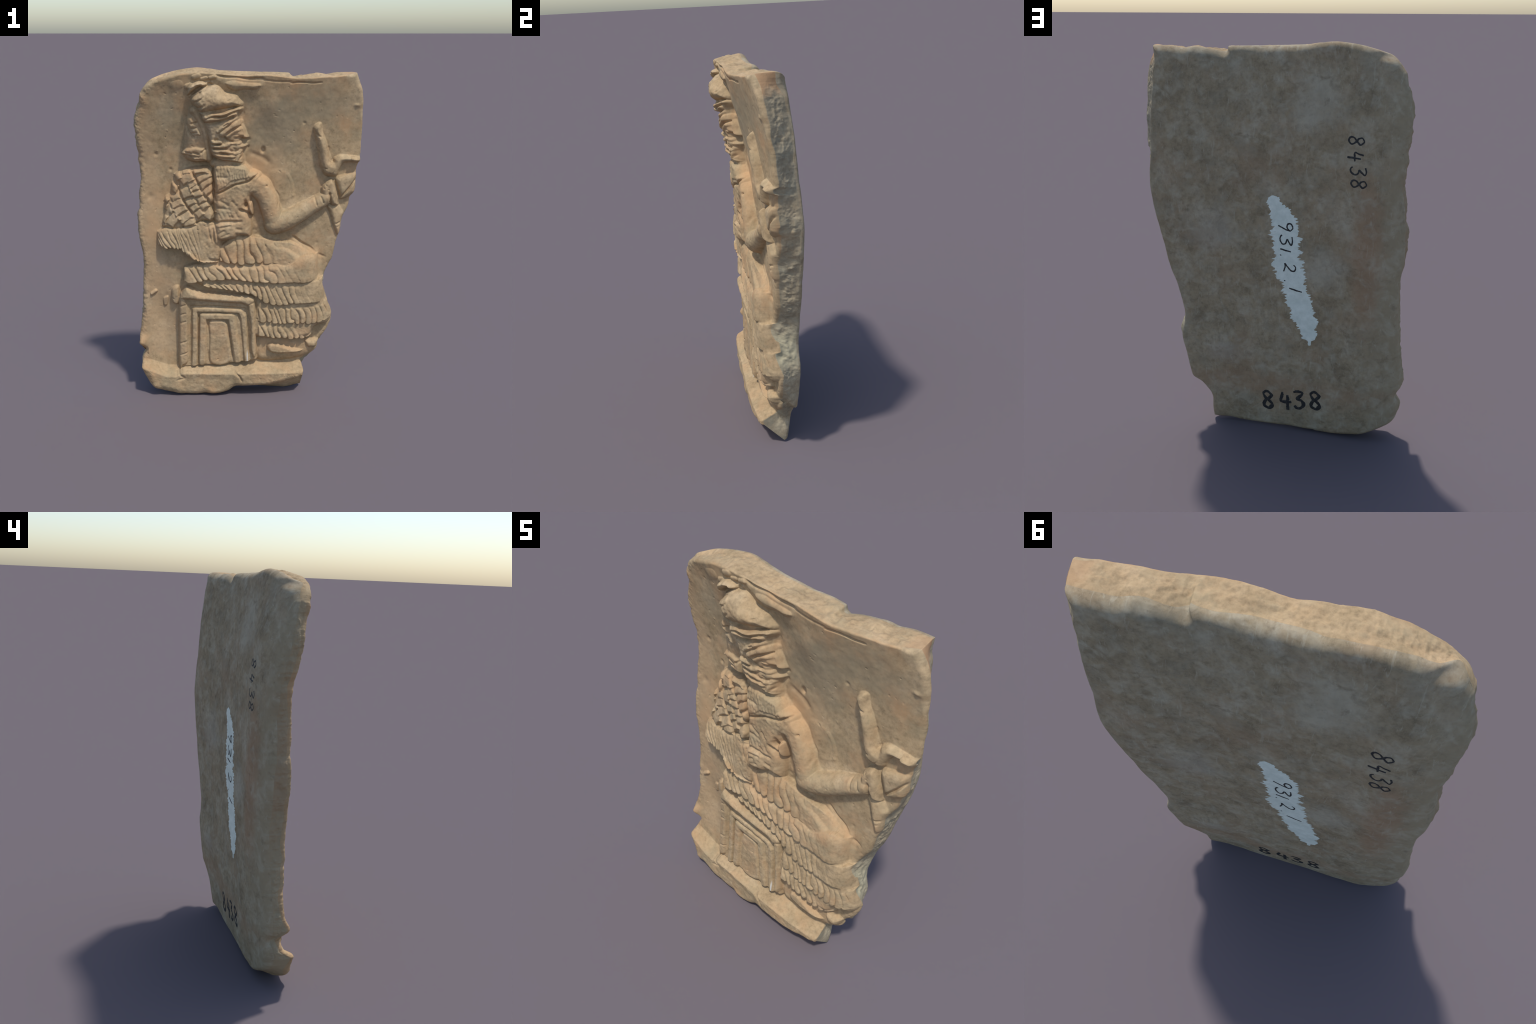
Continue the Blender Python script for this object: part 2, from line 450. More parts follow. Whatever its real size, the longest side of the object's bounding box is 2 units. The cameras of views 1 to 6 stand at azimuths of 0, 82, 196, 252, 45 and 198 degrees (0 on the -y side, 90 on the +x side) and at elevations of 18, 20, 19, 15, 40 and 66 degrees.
# the legs under the cloth
raise_shape([(-0.374, 0.821), (-0.166, 0.927), (0.074, 0.997), (0.231, 0.981), (0.308, 0.929), (0.378, 0.864), (0.425, 0.790), (0.459, 0.692), (0.498, 0.594), (0.528, 0.524), (0.495, 0.463), (0.424, 0.441), (0.354, 0.369), (0.039, 0.382), (0.039, 0.593), (0.004, 0.668), (-0.253, 0.709)],
            lambda x, z: skirt_h(x, z) - 0.010, 0.04, L_SKIRT)
tuft_band([(0.064, 0.478), (0.181, 0.476), (0.288, 0.471), (0.409, 0.465)], [(0.060, 0.389), (0.110, 0.381), (0.253, 0.366), (0.354, 0.369), (0.411, 0.387)], 10, "skirt_flounce", by_x((0.05, 0.046), (0.3, 0.050), (0.45, 0.036)), by_x((0.05, 0.060), (0.3, 0.062), (0.45, 0.046)), 0.018, -0.9, 5, fade=(0, 0.9))
tuft_band([(0.064, 0.600), (0.180, 0.598), (0.321, 0.596), (0.490, 0.620), (0.525, 0.631)], [(0.064, 0.478), (0.181, 0.472), (0.252, 0.469), (0.395, 0.471), (0.501, 0.494), (0.529, 0.517)], 13, "skirt_flounce", lambda x, z: skirt_h(x, z) - 0.012, lambda x, z: skirt_lo(x, z) - 0.010, 0.018, -1.0, 4, fade=(0, 0.96))
tuft_band([(-0.269, 0.741), (-0.100, 0.742), (0.060, 0.744), (0.178, 0.739), (0.353, 0.737), (0.457, 0.765), (0.477, 0.776)], [(-0.270, 0.715), (-0.204, 0.707), (-0.100, 0.690), (0.039, 0.659), (0.102, 0.609), (0.180, 0.596), (0.320, 0.606), (0.461, 0.617), (0.489, 0.626)], 21, "skirt_flounce", lambda x, z: skirt_h(x, z) - 0.006, lambda x, z: skirt_lo(x, z) - 0.004, 0.017, -1.1, 3, fade=(0, 0.8))
tuft_band([(-0.380, 0.839), (-0.304, 0.860), (-0.167, 0.855), (-0.029, 0.846), (0.163, 0.858), (0.246, 0.853), (0.342, 0.911), (0.431, 0.917)], [(-0.382, 0.755), (-0.341, 0.742), (-0.237, 0.755), (-0.099, 0.760), (0.039, 0.747), (0.178, 0.739), (0.269, 0.743), (0.352, 0.740), (0.435, 0.767)], 18, "skirt_flounce", skirt_h, skirt_lo, 0.022, -1.1, 2, fade=(0, 0.78))
tuft_band([(-0.165, 0.966), (-0.096, 1.016), (-0.042, 1.029), (0.074, 1.025), (0.176, 0.999), (0.272, 0.987), (0.376, 0.925)], [(-0.166, 0.880), (-0.098, 0.859), (-0.029, 0.849), (0.033, 0.854), (0.129, 0.857), (0.287, 0.869), (0.376, 0.910)], 11, "skirt_flounce", by_x((-0.2, 0.048), (0.1, 0.046), (0.25, 0.038), (0.38, 0.016)), by_x((-0.2, 0.056), (0.1, 0.056), (0.25, 0.050), (0.38, 0.026)), 0.020, -0.8, 1, fade=(0, 0.68))

# ---- foot
raise_shape([(0.067, 0.373), (0.354, 0.368), (0.427, 0.351), (0.414, 0.272), (0.299, 0.219), (0.067, 0.215)], 0.026, 0.05, L_FOOT)
raise_shape([(0.118, 0.317), (0.146, 0.347), (0.218, 0.335), (0.298, 0.306), (0.363, 0.289), (0.299, 0.263), (0.183, 0.259), (0.132, 0.281)], 0.054, 0.026, L_FOOT)
raise_shape([(0.355, 0.359), (0.428, 0.358), (0.450, 0.338), (0.429, 0.299), (0.371, 0.300)], 0.040, 0.03, L_FOOT)

# ---- ledge under everything: a roll of clay that swings forward and then back underneath
def ledge_profile(x, z):
    top = np.interp(x, [-0.66, -0.6, -0.5, -0.44, -0.4, 0.36], [0.235, 0.225, 0.185, 0.185, 0.205, 0.205])
    h = np.interp(x, [-0.66, -0.45, -0.1, 0.2, 0.36], [0.068, 0.076, 0.094, 0.095, 0.080])
    rise = sstep(0, 0.055, top - z)
    return h * rise
ledge = ledge_profile(X, Z)
m = (ledge > H * 0.999) & (ledge > 0.004)
H = np.maximum(H, ledge)
LABEL = np.where(m, L_LEDGE, LABEL)
groove([(-0.434, 0.196), (-0.421, 0.148), (-0.393, 0.124), (-0.437, 0.109)], 0.014, 0.006)
groove([(-0.083, 0.168), (-0.047, 0.136), (-0.033, 0.104)], 0.012, 0.010)
add_shape([(-0.420, 0.138), (-0.248, 0.143), (-0.084, 0.123), (-0.041, 0.066), (-0.179, 0.037), (-0.395, 0.041)], -0.006, 0.06)

# ---- hip flounce
tuft_band([(-0.532, 1.057), (-0.478, 1.080), (-0.422, 1.077), (-0.331, 1.098), (-0.270, 1.122), (-0.223, 1.118), (-0.163, 1.109)], [(-0.535, 0.977), (-0.482, 0.956), (-0.395, 0.950), (-0.344, 0.909), (-0.288, 0.883), (-0.223, 0.871), (-0.166, 0.877)], 17, "hip_flounce", by_x((-0.55, 0.036), (-0.4, 0.058), (-0.15, 0.062)), by_x((-0.55, 0.044), (-0.4, 0.060), (-0.15, 0.062)), 0.012, -2.6, 6, fade=(0, 0.72), gap=0.2, wobble=0.9, ends=(0.05, 0.10), parent_name="skirt")
ridge([(-0.343, 0.939), (-0.288, 0.886), (-0.223, 0.878), (-0.180, 0.880)], 0.018, 0.012, L_SKIRT)

# ---- torso and shawl
raise_shape([(-0.282, 1.107), (-0.175, 1.116), (-0.140, 0.995), (-0.157, 0.881), (-0.257, 0.884), (-0.308, 0.951)], 0.060, 0.04, L_TORSO)
raise_shape([(-0.195, 1.358), (-0.186, 1.414), (-0.127, 1.435), (-0.064, 1.444), (-0.002, 1.439), (0.061, 1.427), (0.090, 1.405), (0.090, 1.337), (0.053, 1.298), (0.033, 1.268), (0.035, 1.171), (0.037, 1.082), (0.026, 1.023), (-0.034, 1.028), (-0.077, 1.011), (-0.176, 1.011), (-0.196, 1.110)], by_x((-0.22, 0.076), (-0.05, 0.072), (0.1, 0.050)), 0.045, L_TORSO)
raise_shape([(-0.409, 1.411), (-0.366, 1.433), (-0.311, 1.450), (-0.210, 1.455), (-0.183, 1.438), (-0.186, 1.306), (-0.184, 1.267), (-0.198, 1.223), (-0.178, 1.166), (-0.200, 1.122), (-0.260, 1.122), (-0.321, 1.086), (-0.420, 1.070), (-0.476, 1.082), (-0.503, 1.100), (-0.481, 1.194), (-0.480, 1.264), (-0.445, 1.294), (-0.439, 1.350), (-0.417, 1.367)], by_x((-0.55, 0.024), (-0.46, 0.034), (-0.38, 0.044), (-0.2, 0.056)), 0.03, L_SHAWL)
SCALES = (([(-0.294, 1.430), (-0.223, 1.439)], 62), ([(-0.279, 1.377), (-0.211, 1.413)], 66), ([(-0.263, 1.339), (-0.203, 1.382)], 74), ([(-0.240, 1.304), (-0.200, 1.337)], 80), ([(-0.205, 1.281), (-0.195, 1.242)], 62),
          ([(-0.367, 1.374), (-0.320, 1.402)], 110), ([(-0.330, 1.349), (-0.296, 1.370)], 78), ([(-0.318, 1.323), (-0.280, 1.341)], 66), ([(-0.302, 1.293), (-0.259, 1.306)], 74), ([(-0.370, 1.292), (-0.327, 1.310)], 110),
          ([(-0.344, 1.238), (-0.303, 1.256)], 78), ([(-0.275, 1.257), (-0.239, 1.272)], 74), ([(-0.261, 1.220), (-0.219, 1.237)], 70), ([(-0.317, 1.202), (-0.291, 1.224)], 74), ([(-0.284, 1.172), (-0.262, 1.189)], 84),
          ([(-0.227, 1.163), (-0.207, 1.194)], 96), ([(-0.424, 1.310), (-0.412, 1.340)], 80), ([(-0.432, 1.264), (-0.395, 1.282)], 66), ([(-0.431, 1.227), (-0.379, 1.248)], 92), ([(-0.413, 1.186), (-0.356, 1.217)], 84),
          ([(-0.445, 1.182), (-0.438, 1.199)], 50), ([(-0.384, 1.138), (-0.331, 1.174)], 96), ([(-0.363, 1.116), (-0.311, 1.132)], 86), ([(-0.472, 1.245), (-0.465, 1.257)], 56), ([(-0.445, 1.115), (-0.414, 1.154)], 110),
          ([(-0.401, 1.405), (-0.389, 1.388)], 80), ([(-0.489, 1.121), (-0.475, 1.156)], 46), ([(-0.362, 1.425), (-0.328, 1.432)], 50), ([(-0.479, 1.198), (-0.470, 1.224)], 40))
for pts, wd in SCALES:
    tile(*pts, wd * 0.00052, 0.019, label("wool_tuft", "shawl"))
groove([(-0.311, 1.421), (-0.287, 1.375), (-0.259, 1.319), (-0.227, 1.259), (-0.202, 1.220), (-0.182, 1.172)], 0.012, 0.012)
groove([(-0.414, 1.373), (-0.383, 1.296), (-0.355, 1.231), (-0.318, 1.178)], 0.012, 0.014)
groove([(-0.387, 1.369), (-0.384, 1.326)], 0.010, 0.008)
groove([(-0.190, 1.490), (-0.189, 1.414), (-0.188, 1.294), (-0.176, 1.259)], 0.011, 0.012)
groove([(-0.376, 1.092), (-0.320, 1.099), (-0.285, 1.123)], 0.014, 0.012)
groove([(-0.199, 1.141), (-0.174, 1.123), (-0.140, 1.132), (-0.080, 1.132), (-0.029, 1.132)], 0.016, 0.012)

# ---- sleeve edge, hand at the waist
hand2 = label("hand")
add_shape([(-0.189, 1.101), (-0.149, 1.119), (-0.072, 1.123), (-0.075, 1.031), (-0.129, 1.018), (-0.180, 1.007)], 0.009, 0.022, hand2)
for pts in ([(-0.157, 1.097), (-0.127, 1.101), (-0.093, 1.110)], [(-0.166, 1.055), (-0.140, 1.075), (-0.127, 1.079)], [(-0.149, 1.041), (-0.098, 1.063)]):
    groove(pts, 0.012, 0.005)
groove([(-0.226, 1.101), (-0.218, 1.052), (-0.210, 1.016)], 0.010, 0.006)
groove([(-0.196, 1.092), (-0.191, 1.007)], 0.011, 0.010)
for k in (0, 1, 2.3, 3.1, 4.6):                                               # pleats hanging over the waist
    groove(np.array([(-0.164, 1.185), (-0.148, 1.150)]) + np.array([k * 0.022, -0.004 * k % 0.007]), 0.012, 0.004)

raise_shape([(0.022, 1.283), (0.125, 1.282), (0.161, 1.095), (0.127, 0.980), (0.022, 1.004)], 0.006, 0.03, L_TORSO)
# ---- arm: shoulder to elbow, elbow to wrist, then the hand
limb([(0.053, 1.338), (0.113, 1.276), (0.144, 1.187), (0.164, 1.110)], (0.120, 0.118), (0.060, 0.064), L_ARM, 0.45)
limb([(0.165, 1.104), (0.242, 1.128), (0.363, 1.197), (0.489, 1.270)], (0.128, 0.080), (0.066, 0.050), L_ARM, 0.45)
raise_shape([(-0.006, 1.318), (0.027, 1.365), (0.067, 1.402), (0.126, 1.378), (0.159, 1.317), (0.173, 1.241), (0.107, 1.242), (0.050, 1.280), (-0.006, 1.270)], 0.060, 0.04, L_ARM)
groove([(-0.177, 1.298), (-0.138, 1.312), (-0.108, 1.329), (-0.065, 1.352), (-0.032, 1.359), (0.008, 1.369), (0.067, 1.409)], 0.011, 0.018)
for pts in ([(0.398, 1.272), (0.413, 1.221)], [(0.435, 1.272), (0.453, 1.234)]):
    groove(pts, 0.010, 0.008)
groove([(0.166, 1.304), (0.187, 1.273), (0.184, 1.211)], 0.012, 0.008)
pit(*[(0.118, 1.342)][0], 0.006, 0.014)
pit(*[(-0.003, 1.229)][0], 0.014, 0.030, 1.0)
groove([(-0.040, 1.204), (-0.007, 1.190), (0.033, 1.165)], 0.018, 0.020)
groove([(-0.006, 1.259), (-0.003, 1.211)], 0.016, 0.020)
raise_shape([(0.007, 1.243), (0.037, 1.249), (0.043, 1.173), (0.033, 1.159), (0.003, 1.208)], 0.064, 0.02, L_TORSO)

# ---- staff and the hand round it
raise_shape([(0.380, 1.674), (0.408, 1.703), (0.428, 1.696), (0.435, 1.651), (0.463, 1.586), (0.485, 1.488), (0.500, 1.474), (0.508, 1.497), (0.539, 1.515), (0.577, 1.512), (0.633, 1.504), (0.666, 1.495), (0.658, 1.467), (0.635, 1.467), (0.597, 1.468), (0.565, 1.464), (0.543, 1.426), (0.531, 1.394), (0.508, 1.384), (0.456, 1.395), (0.427, 1.451), (0.410, 1.531), (0.393, 1.619)], by_x((0.38, 0.026), (0.46, 0.036), (0.55, 0.034), (0.67, 0.030)), 0.032, L_STAFF)
ridge([(0.403, 1.665), (0.442, 1.540), (0.478, 1.441)], (0.045, 0.075), 0.008, L_STAFF)
ridge([(0.623, 1.488), (0.656, 1.483)], 0.035, 0.014, L_STAFF)
raise_shape([(0.519, 1.373), (0.564, 1.396), (0.644, 1.404), (0.646, 1.323), (0.645, 1.289), (0.613, 1.265), (0.552, 1.246), (0.536, 1.300)], by_x((0.48, 0.034), (0.64, 0.026)), 0.035, L_HAND)
raise_shape([(0.458, 1.352), (0.494, 1.375), (0.518, 1.360), (0.540, 1.288), (0.544, 1.239), (0.543, 1.210), (0.500, 1.212), (0.490, 1.231), (0.456, 1.242), (0.436, 1.304)], 0.044, 0.03, L_HAND)
raise_shape([(0.477, 1.215), (0.544, 1.213), (0.564, 1.188), (0.579, 1.163), (0.571, 1.130), (0.559, 1.047), (0.541, 1.032), (0.514, 1.097), (0.493, 1.166)], by_x((0.48, 0.030), (0.6, 0.016)), 0.028, L_STAFF)
groove([(0.502, 1.372), (0.523, 1.329), (0.542, 1.266)], 0.012, 0.020)
groove([(0.639, 1.368), (0.604, 1.320), (0.551, 1.256)], 0.012, 0.014)
groove([(0.487, 1.291), (0.494, 1.234)], 0.014, 0.016)
groove([(0.532, 1.099), (0.556, 1.108)], 0.010, 0.008)
groove([(0.396, 1.639), (0.426, 1.620)], 0.010, 0.007)
groove([(0.442, 1.441), (0.468, 1.434)], 0.008, 0.004)
pit(*[(0.469, 1.557)][0], 0.006, 0.008)
pit(*[(0.497, 1.481)][0], 0.006, 0.010)
for x, y in ((370, 860), (390, 885), (340, 900), (365, 920)):
    pit(*np.array([(0.457, 1.349)][0]) + np.array([(x - 370) * 0.00048, -(y - 860) * 0.00050]), 0.004, 0.008)

# ---- crack running from the elbow down to the knee
groove([(0.272, 1.025), (0.328, 0.981), (0.385, 0.948), (0.427, 0.911), (0.476, 0.889)], 0.014, 0.014)
groove([(0.168, 0.722), (0.151, 0.700)], 0.008, 0.004)

# ---- head
raise_shape([(-0.330, 1.736), (-0.277, 1.784), (-0.205, 1.667), (-0.189, 1.492), (-0.183, 1.478), (-0.301, 1.474), (-0.358, 1.513), (-0.352, 1.633)], 0.056, 0.06, L_BUN)
raise_shape([(-0.284, 1.781), (-0.032, 1.801), (-0.030, 1.741), (-0.020, 1.697), (-0.004, 1.662), (0.015, 1.621), (-0.018, 1.614), (-0.011, 1.594), (0.006, 1.573), (-0.015, 1.534), (-0.019, 1.472), (-0.125, 1.485), (-0.180, 1.499), (-0.206, 1.537), (-0.218, 1.604), (-0.232, 1.673), (-0.259, 1.741)], by_x((-0.3, 0.072), (-0.2, 0.086), (-0.1, 0.080), (-0.03, 0.058), (0.02, 0.030)), 0.040, L_FACE)
raise_shape([(-0.301, 1.853), (-0.267, 1.882), (-0.234, 1.904), (-0.191, 1.914), (-0.146, 1.907), (-0.115, 1.878), (-0.050, 1.862), (-0.031, 1.842), (-0.013, 1.816), (-0.022, 1.790), (-0.068, 1.780), (-0.118, 1.770), (-0.168, 1.760), (-0.218, 1.746), (-0.257, 1.747), (-0.282, 1.783), (-0.303, 1.817)], lambda x, z: np.interp(x, [-0.34, -0.25, -0.15, -0.06, 0.0], [0.060, 0.092, 0.096, 0.068, 0.038]) * (0.55 + 0.45 * sstep(1.94, 1.80, z)), 0.055, L_CAP)
raise_shape([(-0.321, 1.859), (-0.311, 1.905), (-0.271, 1.931), (-0.232, 1.934), (-0.210, 1.918), (-0.224, 1.905), (-0.260, 1.898), (-0.294, 1.872)], 0.046, 0.026, L_CAP)
ridge([(-0.302, 1.855), (-0.261, 1.881), (-0.231, 1.904)], 0.030, 0.010, L_CAP)
ridge([(-0.287, 1.829), (-0.257, 1.845), (-0.236, 1.865)], 0.024, 0.008, L_CAP)
groove([(-0.301, 1.868), (-0.268, 1.888), (-0.244, 1.907)], 0.016, 0.018)
groove([(-0.302, 1.845), (-0.269, 1.862), (-0.246, 1.875)], 0.012, 0.012)
groove([(-0.284, 1.822), (-0.261, 1.832), (-0.241, 1.842)], 0.010, 0.008)
for pts in ([(-0.268, 1.790), (-0.235, 1.800), (-0.222, 1.810)], [(-0.266, 1.763), (-0.236, 1.773), (-0.223, 1.783)]):
    groove(pts, 0.014, 0.008)
pit(*[(-0.198, 1.917)][0], 0.010, 0.020)
pit(*[(-0.153, 1.893)][0], 0.006, 0.012)
pit(*[(-0.089, 1.832)][0], 0.005, 0.008, 2.0, 0.4)
for pts, wd, hh in (([(-0.234, 1.735), (-0.192, 1.754), (-0.125, 1.755), (-0.079, 1.775), (-0.032, 1.785)], 0.022, 0.014), ([(-0.219, 1.718), (-0.192, 1.730), (-0.133, 1.730), (-0.079, 1.748), (-0.056, 1.755)], 0.020, 0.012)):
    ridge(pts, wd, hh, L_CAP)
for pts, wd, dp in (([(-0.225, 1.745), (-0.185, 1.765), (-0.132, 1.772), (-0.058, 1.790)], 0.016, 0.016), ([(-0.172, 1.745), (-0.126, 1.745), (-0.085, 1.762), (-0.036, 1.779)], 0.012, 0.012), ([(-0.233, 1.708), (-0.173, 1.711), (-0.119, 1.727), (-0.059, 1.745)], 0.020, 0.020)):
    groove(pts, wd, dp)
pit(*[(-0.025, 1.757)][0], 0.014, 0.010, 1.0)
# brow, eye and cheek
for pts, wd, hh in (([(-0.155, 1.662), (-0.128, 1.686), (-0.087, 1.714)], 0.020, 0.012), ([(-0.132, 1.645), (-0.094, 1.673), (-0.054, 1.700), (-0.030, 1.710)], 0.032, 0.014), ([(-0.077, 1.724), (-0.040, 1.744)], 0.020, 0.006),
                    ([(-0.105, 1.635), (-0.068, 1.662), (-0.034, 1.676)], 0.026, 0.008)):
    ridge(pts, wd, hh, L_FACE)
raise_shape([(-0.109, 1.635), (-0.074, 1.652), (-0.031, 1.642), (-0.029, 1.625), (-0.068, 1.618), (-0.092, 1.621)], 0.076, 0.022, L_FACE)
for pts, wd, dp in (([(-0.124, 1.690), (-0.100, 1.707)], 0.008, 0.010), ([(-0.108, 1.645), (-0.078, 1.669), (-0.027, 1.690)], 0.011, 0.016), ([(-0.122, 1.635), (-0.099, 1.611), (-0.069, 1.600)], 0.012, 0.012), ([(-0.061, 1.621), (-0.031, 1.626)], 0.012, 0.010),
                    ([(-0.142, 1.638), (-0.136, 1.635)], 0.02, 0.006)):
    groove(pts, wd, dp)
raise_shape([(-0.031, 1.710), (-0.011, 1.686), (0.002, 1.651), (0.014, 1.617), (-0.022, 1.613), (-0.030, 1.648)], by_x((-0.04, 0.050), (0.02, 0.034)), 0.022, L_FACE)
groove([(-0.022, 1.610), (0.016, 1.608)], 0.018, 0.014)
groove([(-0.015, 1.533), (-0.002, 1.550), (0.012, 1.568)], 0.014, 0.010)
ridge([(-0.083, 1.595), (-0.038, 1.592), (-0.025, 1.602)], 0.016, 0.008, L_FACE)
ridge([(-0.022, 1.575), (0.002, 1.575)], 0.018, 0.006, L_FACE)
# beard on the cheeks: rolls and grooves sweeping forward
raise_shape([(-0.211, 1.611), (-0.176, 1.624), (-0.136, 1.628), (-0.096, 1.597), (-0.089, 1.569), (-0.062, 1.552), (-0.028, 1.559), (-0.015, 1.534), (-0.019, 1.472), (-0.098, 1.482), (-0.159, 1.492), (-0.206, 1.534)], by_x((-0.25, 0.076), (-0.12, 0.086), (-0.05, 0.070), (0.0, 0.046)), 0.030, L_BEARD)
for pts, wd, hh in (([(-0.191, 1.602), (-0.143, 1.600)], 0.022, 0.012), ([(-0.191, 1.576), (-0.140, 1.576), (-0.096, 1.587)], 0.022, 0.010), ([(-0.185, 1.548), (-0.124, 1.548), (-0.073, 1.534), (-0.028, 1.548)], 0.022, 0.010), ([(-0.186, 1.525), (-0.124, 1.520), (-0.070, 1.520)], 0.020, 0.010),
                    ([(-0.152, 1.496), (-0.104, 1.496), (-0.056, 1.485), (-0.022, 1.475)], 0.024, 0.012), ([(-0.053, 1.498), (-0.036, 1.522), (-0.022, 1.543)], 0.018, 0.008), ([(-0.076, 1.569), (-0.052, 1.573)], 0.03, 0.006)):
    ridge(pts, wd, hh, L_BEARD)
for pts, wd, dp in (([(-0.191, 1.586), (-0.143, 1.588)], 0.010, 0.012), ([(-0.188, 1.564), (-0.151, 1.562), (-0.110, 1.564)], 0.012, 0.014), ([(-0.145, 1.539), (-0.097, 1.531), (-0.063, 1.524)], 0.012, 0.012), ([(-0.132, 1.508), (-0.084, 1.503)], 0.010, 0.010),
                    ([(-0.177, 1.612), (-0.156, 1.614)], 0.02, 0.010), ([(-0.066, 1.541), (-0.042, 1.552)], 0.010, 0.010), ([(-0.036, 1.505), (-0.026, 1.515)], 0.010, 0.010), ([(-0.069, 1.566), (-0.056, 1.559)], 0.008, 0.008)):
    groove(pts, wd, dp)
# edge of the head against the hair
groove([(-0.286, 1.779), (-0.254, 1.732), (-0.230, 1.670), (-0.219, 1.608), (-0.214, 1.531), (-0.205, 1.499)], 0.016, 0.008)

# ---- hair gathered behind
limb([(-0.283, 1.772), (-0.249, 1.704), (-0.228, 1.635), (-0.219, 1.559), (-0.212, 1.502)], (0.07, 0.06), (0.062, 0.062), L_BUN, 0.75)
raise_shape([(-0.194, 1.504), (-0.029, 1.498), (-0.026, 1.442), (-0.195, 1.441)], by_x((-0.25, 0.066), (-0.05, 0.056), (0.0, 0.04)), 0.03, L_BEARD)
raise_shape([(-0.337, 1.707), (-0.325, 1.741), (-0.294, 1.753), (-0.276, 1.724), (-0.251, 1.683), (-0.226, 1.606), (-0.250, 1.620), (-0.294, 1.624), (-0.316, 1.648), (-0.332, 1.683)], by_x((-0.4, 0.046), (-0.25, 0.074)), 0.03, L_BUN)
for y in (800, 870, 940):
    groove(np.array([(-0.305, 1.679), (-0.274, 1.686)]) + np.array([0.0, -(y - 860) * 0.00040]), 0.010, 0.010)
groove([(-0.331, 1.693), (-0.316, 1.652), (-0.294, 1.624)], 0.014, 0.014)
raise_shape([(-0.372, 1.532), (-0.344, 1.568), (-0.296, 1.582), (-0.255, 1.578), (-0.221, 1.571), (-0.214, 1.511), (-0.220, 1.483), (-0.258, 1.476), (-0.300, 1.479), (-0.326, 1.508), (-0.360, 1.518)], by_x((-0.42, 0.048), (-0.25, 0.076)), 0.028, L_BUN)
for pts in ([(-0.349, 1.539), (-0.308, 1.532)], [(-0.301, 1.539), (-0.267, 1.529)], [(-0.323, 1.515), (-0.267, 1.513)], [(-0.285, 1.497), (-0.237, 1.494)], [(-0.253, 1.536), (-0.228, 1.561)], [(-0.279, 1.479), (-0.230, 1.485)]):
    groove(pts, 0.011, 0.011)
raise_shape([(-0.296, 1.621), (-0.255, 1.617), (-0.225, 1.600), (-0.222, 1.564), (-0.298, 1.568), (-0.350, 1.561), (-0.358, 1.596), (-0.336, 1.631)], 0.034, 0.03, L_BUN)

# ---- hanging beard: a bundle of fine vertical strands
raise_shape([(-0.181, 1.472), (-0.026, 1.468), (0.011, 1.451), (0.036, 1.405), (0.015, 1.375), (-0.044, 1.366), (-0.078, 1.358), (-0.112, 1.327), (-0.146, 1.310), (-0.179, 1.306)], by_x((-0.25, 0.082), (-0.05, 0.078), (0.05, 0.054)), 0.025, L_BEARD)
m = LABEL == L_BEARD
below = Z < np.interp(X, [-0.25, 0.0], [[(-0.180, 1.473)][0][1], [(-0.026, 1.469)][0][1]])
strands = np.abs(np.sin(np.pi * (X + 0.15 * (Z - 1.4)) / 0.0175 + 2.2 * noise(X, 0, Z, 22.0, 3)))
H = H + np.where(m & below, (0.0065 * np.sqrt(strands) - 0.004) * (0.7 + 0.6 * noise(X, 0, Z, 30.0, 8)), 0)
groove([(-0.172, 1.458), (-0.126, 1.462), (-0.064, 1.465), (-0.022, 1.467)], 0.014, 0.006)
for pts in ([(-0.169, 1.397), (-0.111, 1.397)], [(-0.002, 1.378), (0.019, 1.395)]):
    groove(pts, 0.016, 0.007)
ridge([(0.010, 1.389), (0.040, 1.419), (0.053, 1.410)], 0.03, 0.008)
pit(*[(0.096, 1.545)][0], 0.010, 0.026, 1.5, 1.5)
groove([(0.027, 1.528), (0.093, 1.501), (0.133, 1.467)], 0.03, 0.006)

# ---- debris along the top lip, chips and dents
for x, y, w_, h_ in ((640, 260, .03, .008), (700, 190, .03, .008), (760, 205, .02, .008), (830, 195, .022, .010), (540, 255, .05, .003), (800, 240, .02, .008)):
    c = np.array([(-0.268, 1.957)][0]) + np.array([(x - 700) * 0.00068, -(y - 190) * 0.00070])
    ridge([tuple(c - [0.012, 0.003]), tuple(c + [0.012, 0.004])], w_, h_)
groove([(-0.158, 1.965), (-0.108, 1.956), (-0.046, 1.954), (0.016, 1.946), (0.085, 1.948), (0.104, 1.940)], 0.013, 0.010)
groove([(0.104, 1.940), (0.166, 1.932), (0.254, 1.930)], 0.010, 0.004)
groove([(0.248, 1.922), (0.292, 1.927), (0.368, 1.922), (0.419, 1.925)], 0.008, 0.007)
pit(*[(0.626, 1.796)][0], 0.010, -0.007, 1.6)
for x0, z0, r0, d0 in ((-0.52, 1.52, 0.012, 0.006), (-0.565, 1.27, 0.02, 0.006), (0.33, 1.70, 0.008, 0.006), (-0.44, 1.43, 0.010, 0.006), (0.42, 0.98, 0.01, 0.005)):
    pit(x0, z0, r0, d0)

# torso and sleeves are lumpy where the mould was worn
body = np.isin(LABEL, [L_TORSO, hand2, L_BEARD, L_CAP, L_FACE])
H = H + np.where(body, 0.0022 * fbm(X, 0.5, Z, 34.0, 3, 61) + 0.0016 * noise(X, 0.7, Z, 75.0, 62), 0)
for pts in ([(-0.159, 1.259), (-0.117, 1.238), (-0.104, 1.220)], [(-0.172, 1.216), (-0.130, 1.211), (-0.088, 1.202)], [(-0.087, 1.259), (-0.054, 1.224)], [(-0.072, 1.127), (-0.063, 1.091), (-0.025, 1.082)], [(-0.068, 1.065), (-0.047, 1.046), (0.014, 1.037)], [(-0.033, 1.195), (-0.003, 1.169), (0.027, 1.155)]):
    groove(pts, 0.018, 0.006)

# ------------------------------------------------------------------ weathering, then the three surfaces of the slab
def blur(a, n=1):
    for _ in range(n):
        p = np.pad(a, 1, mode="edge")
        a = (4 * a + p[:-2, 1:-1] + p[2:, 1:-1] + p[1:-1, :-2] + p[1:-1, 2:]) / 8
    return a


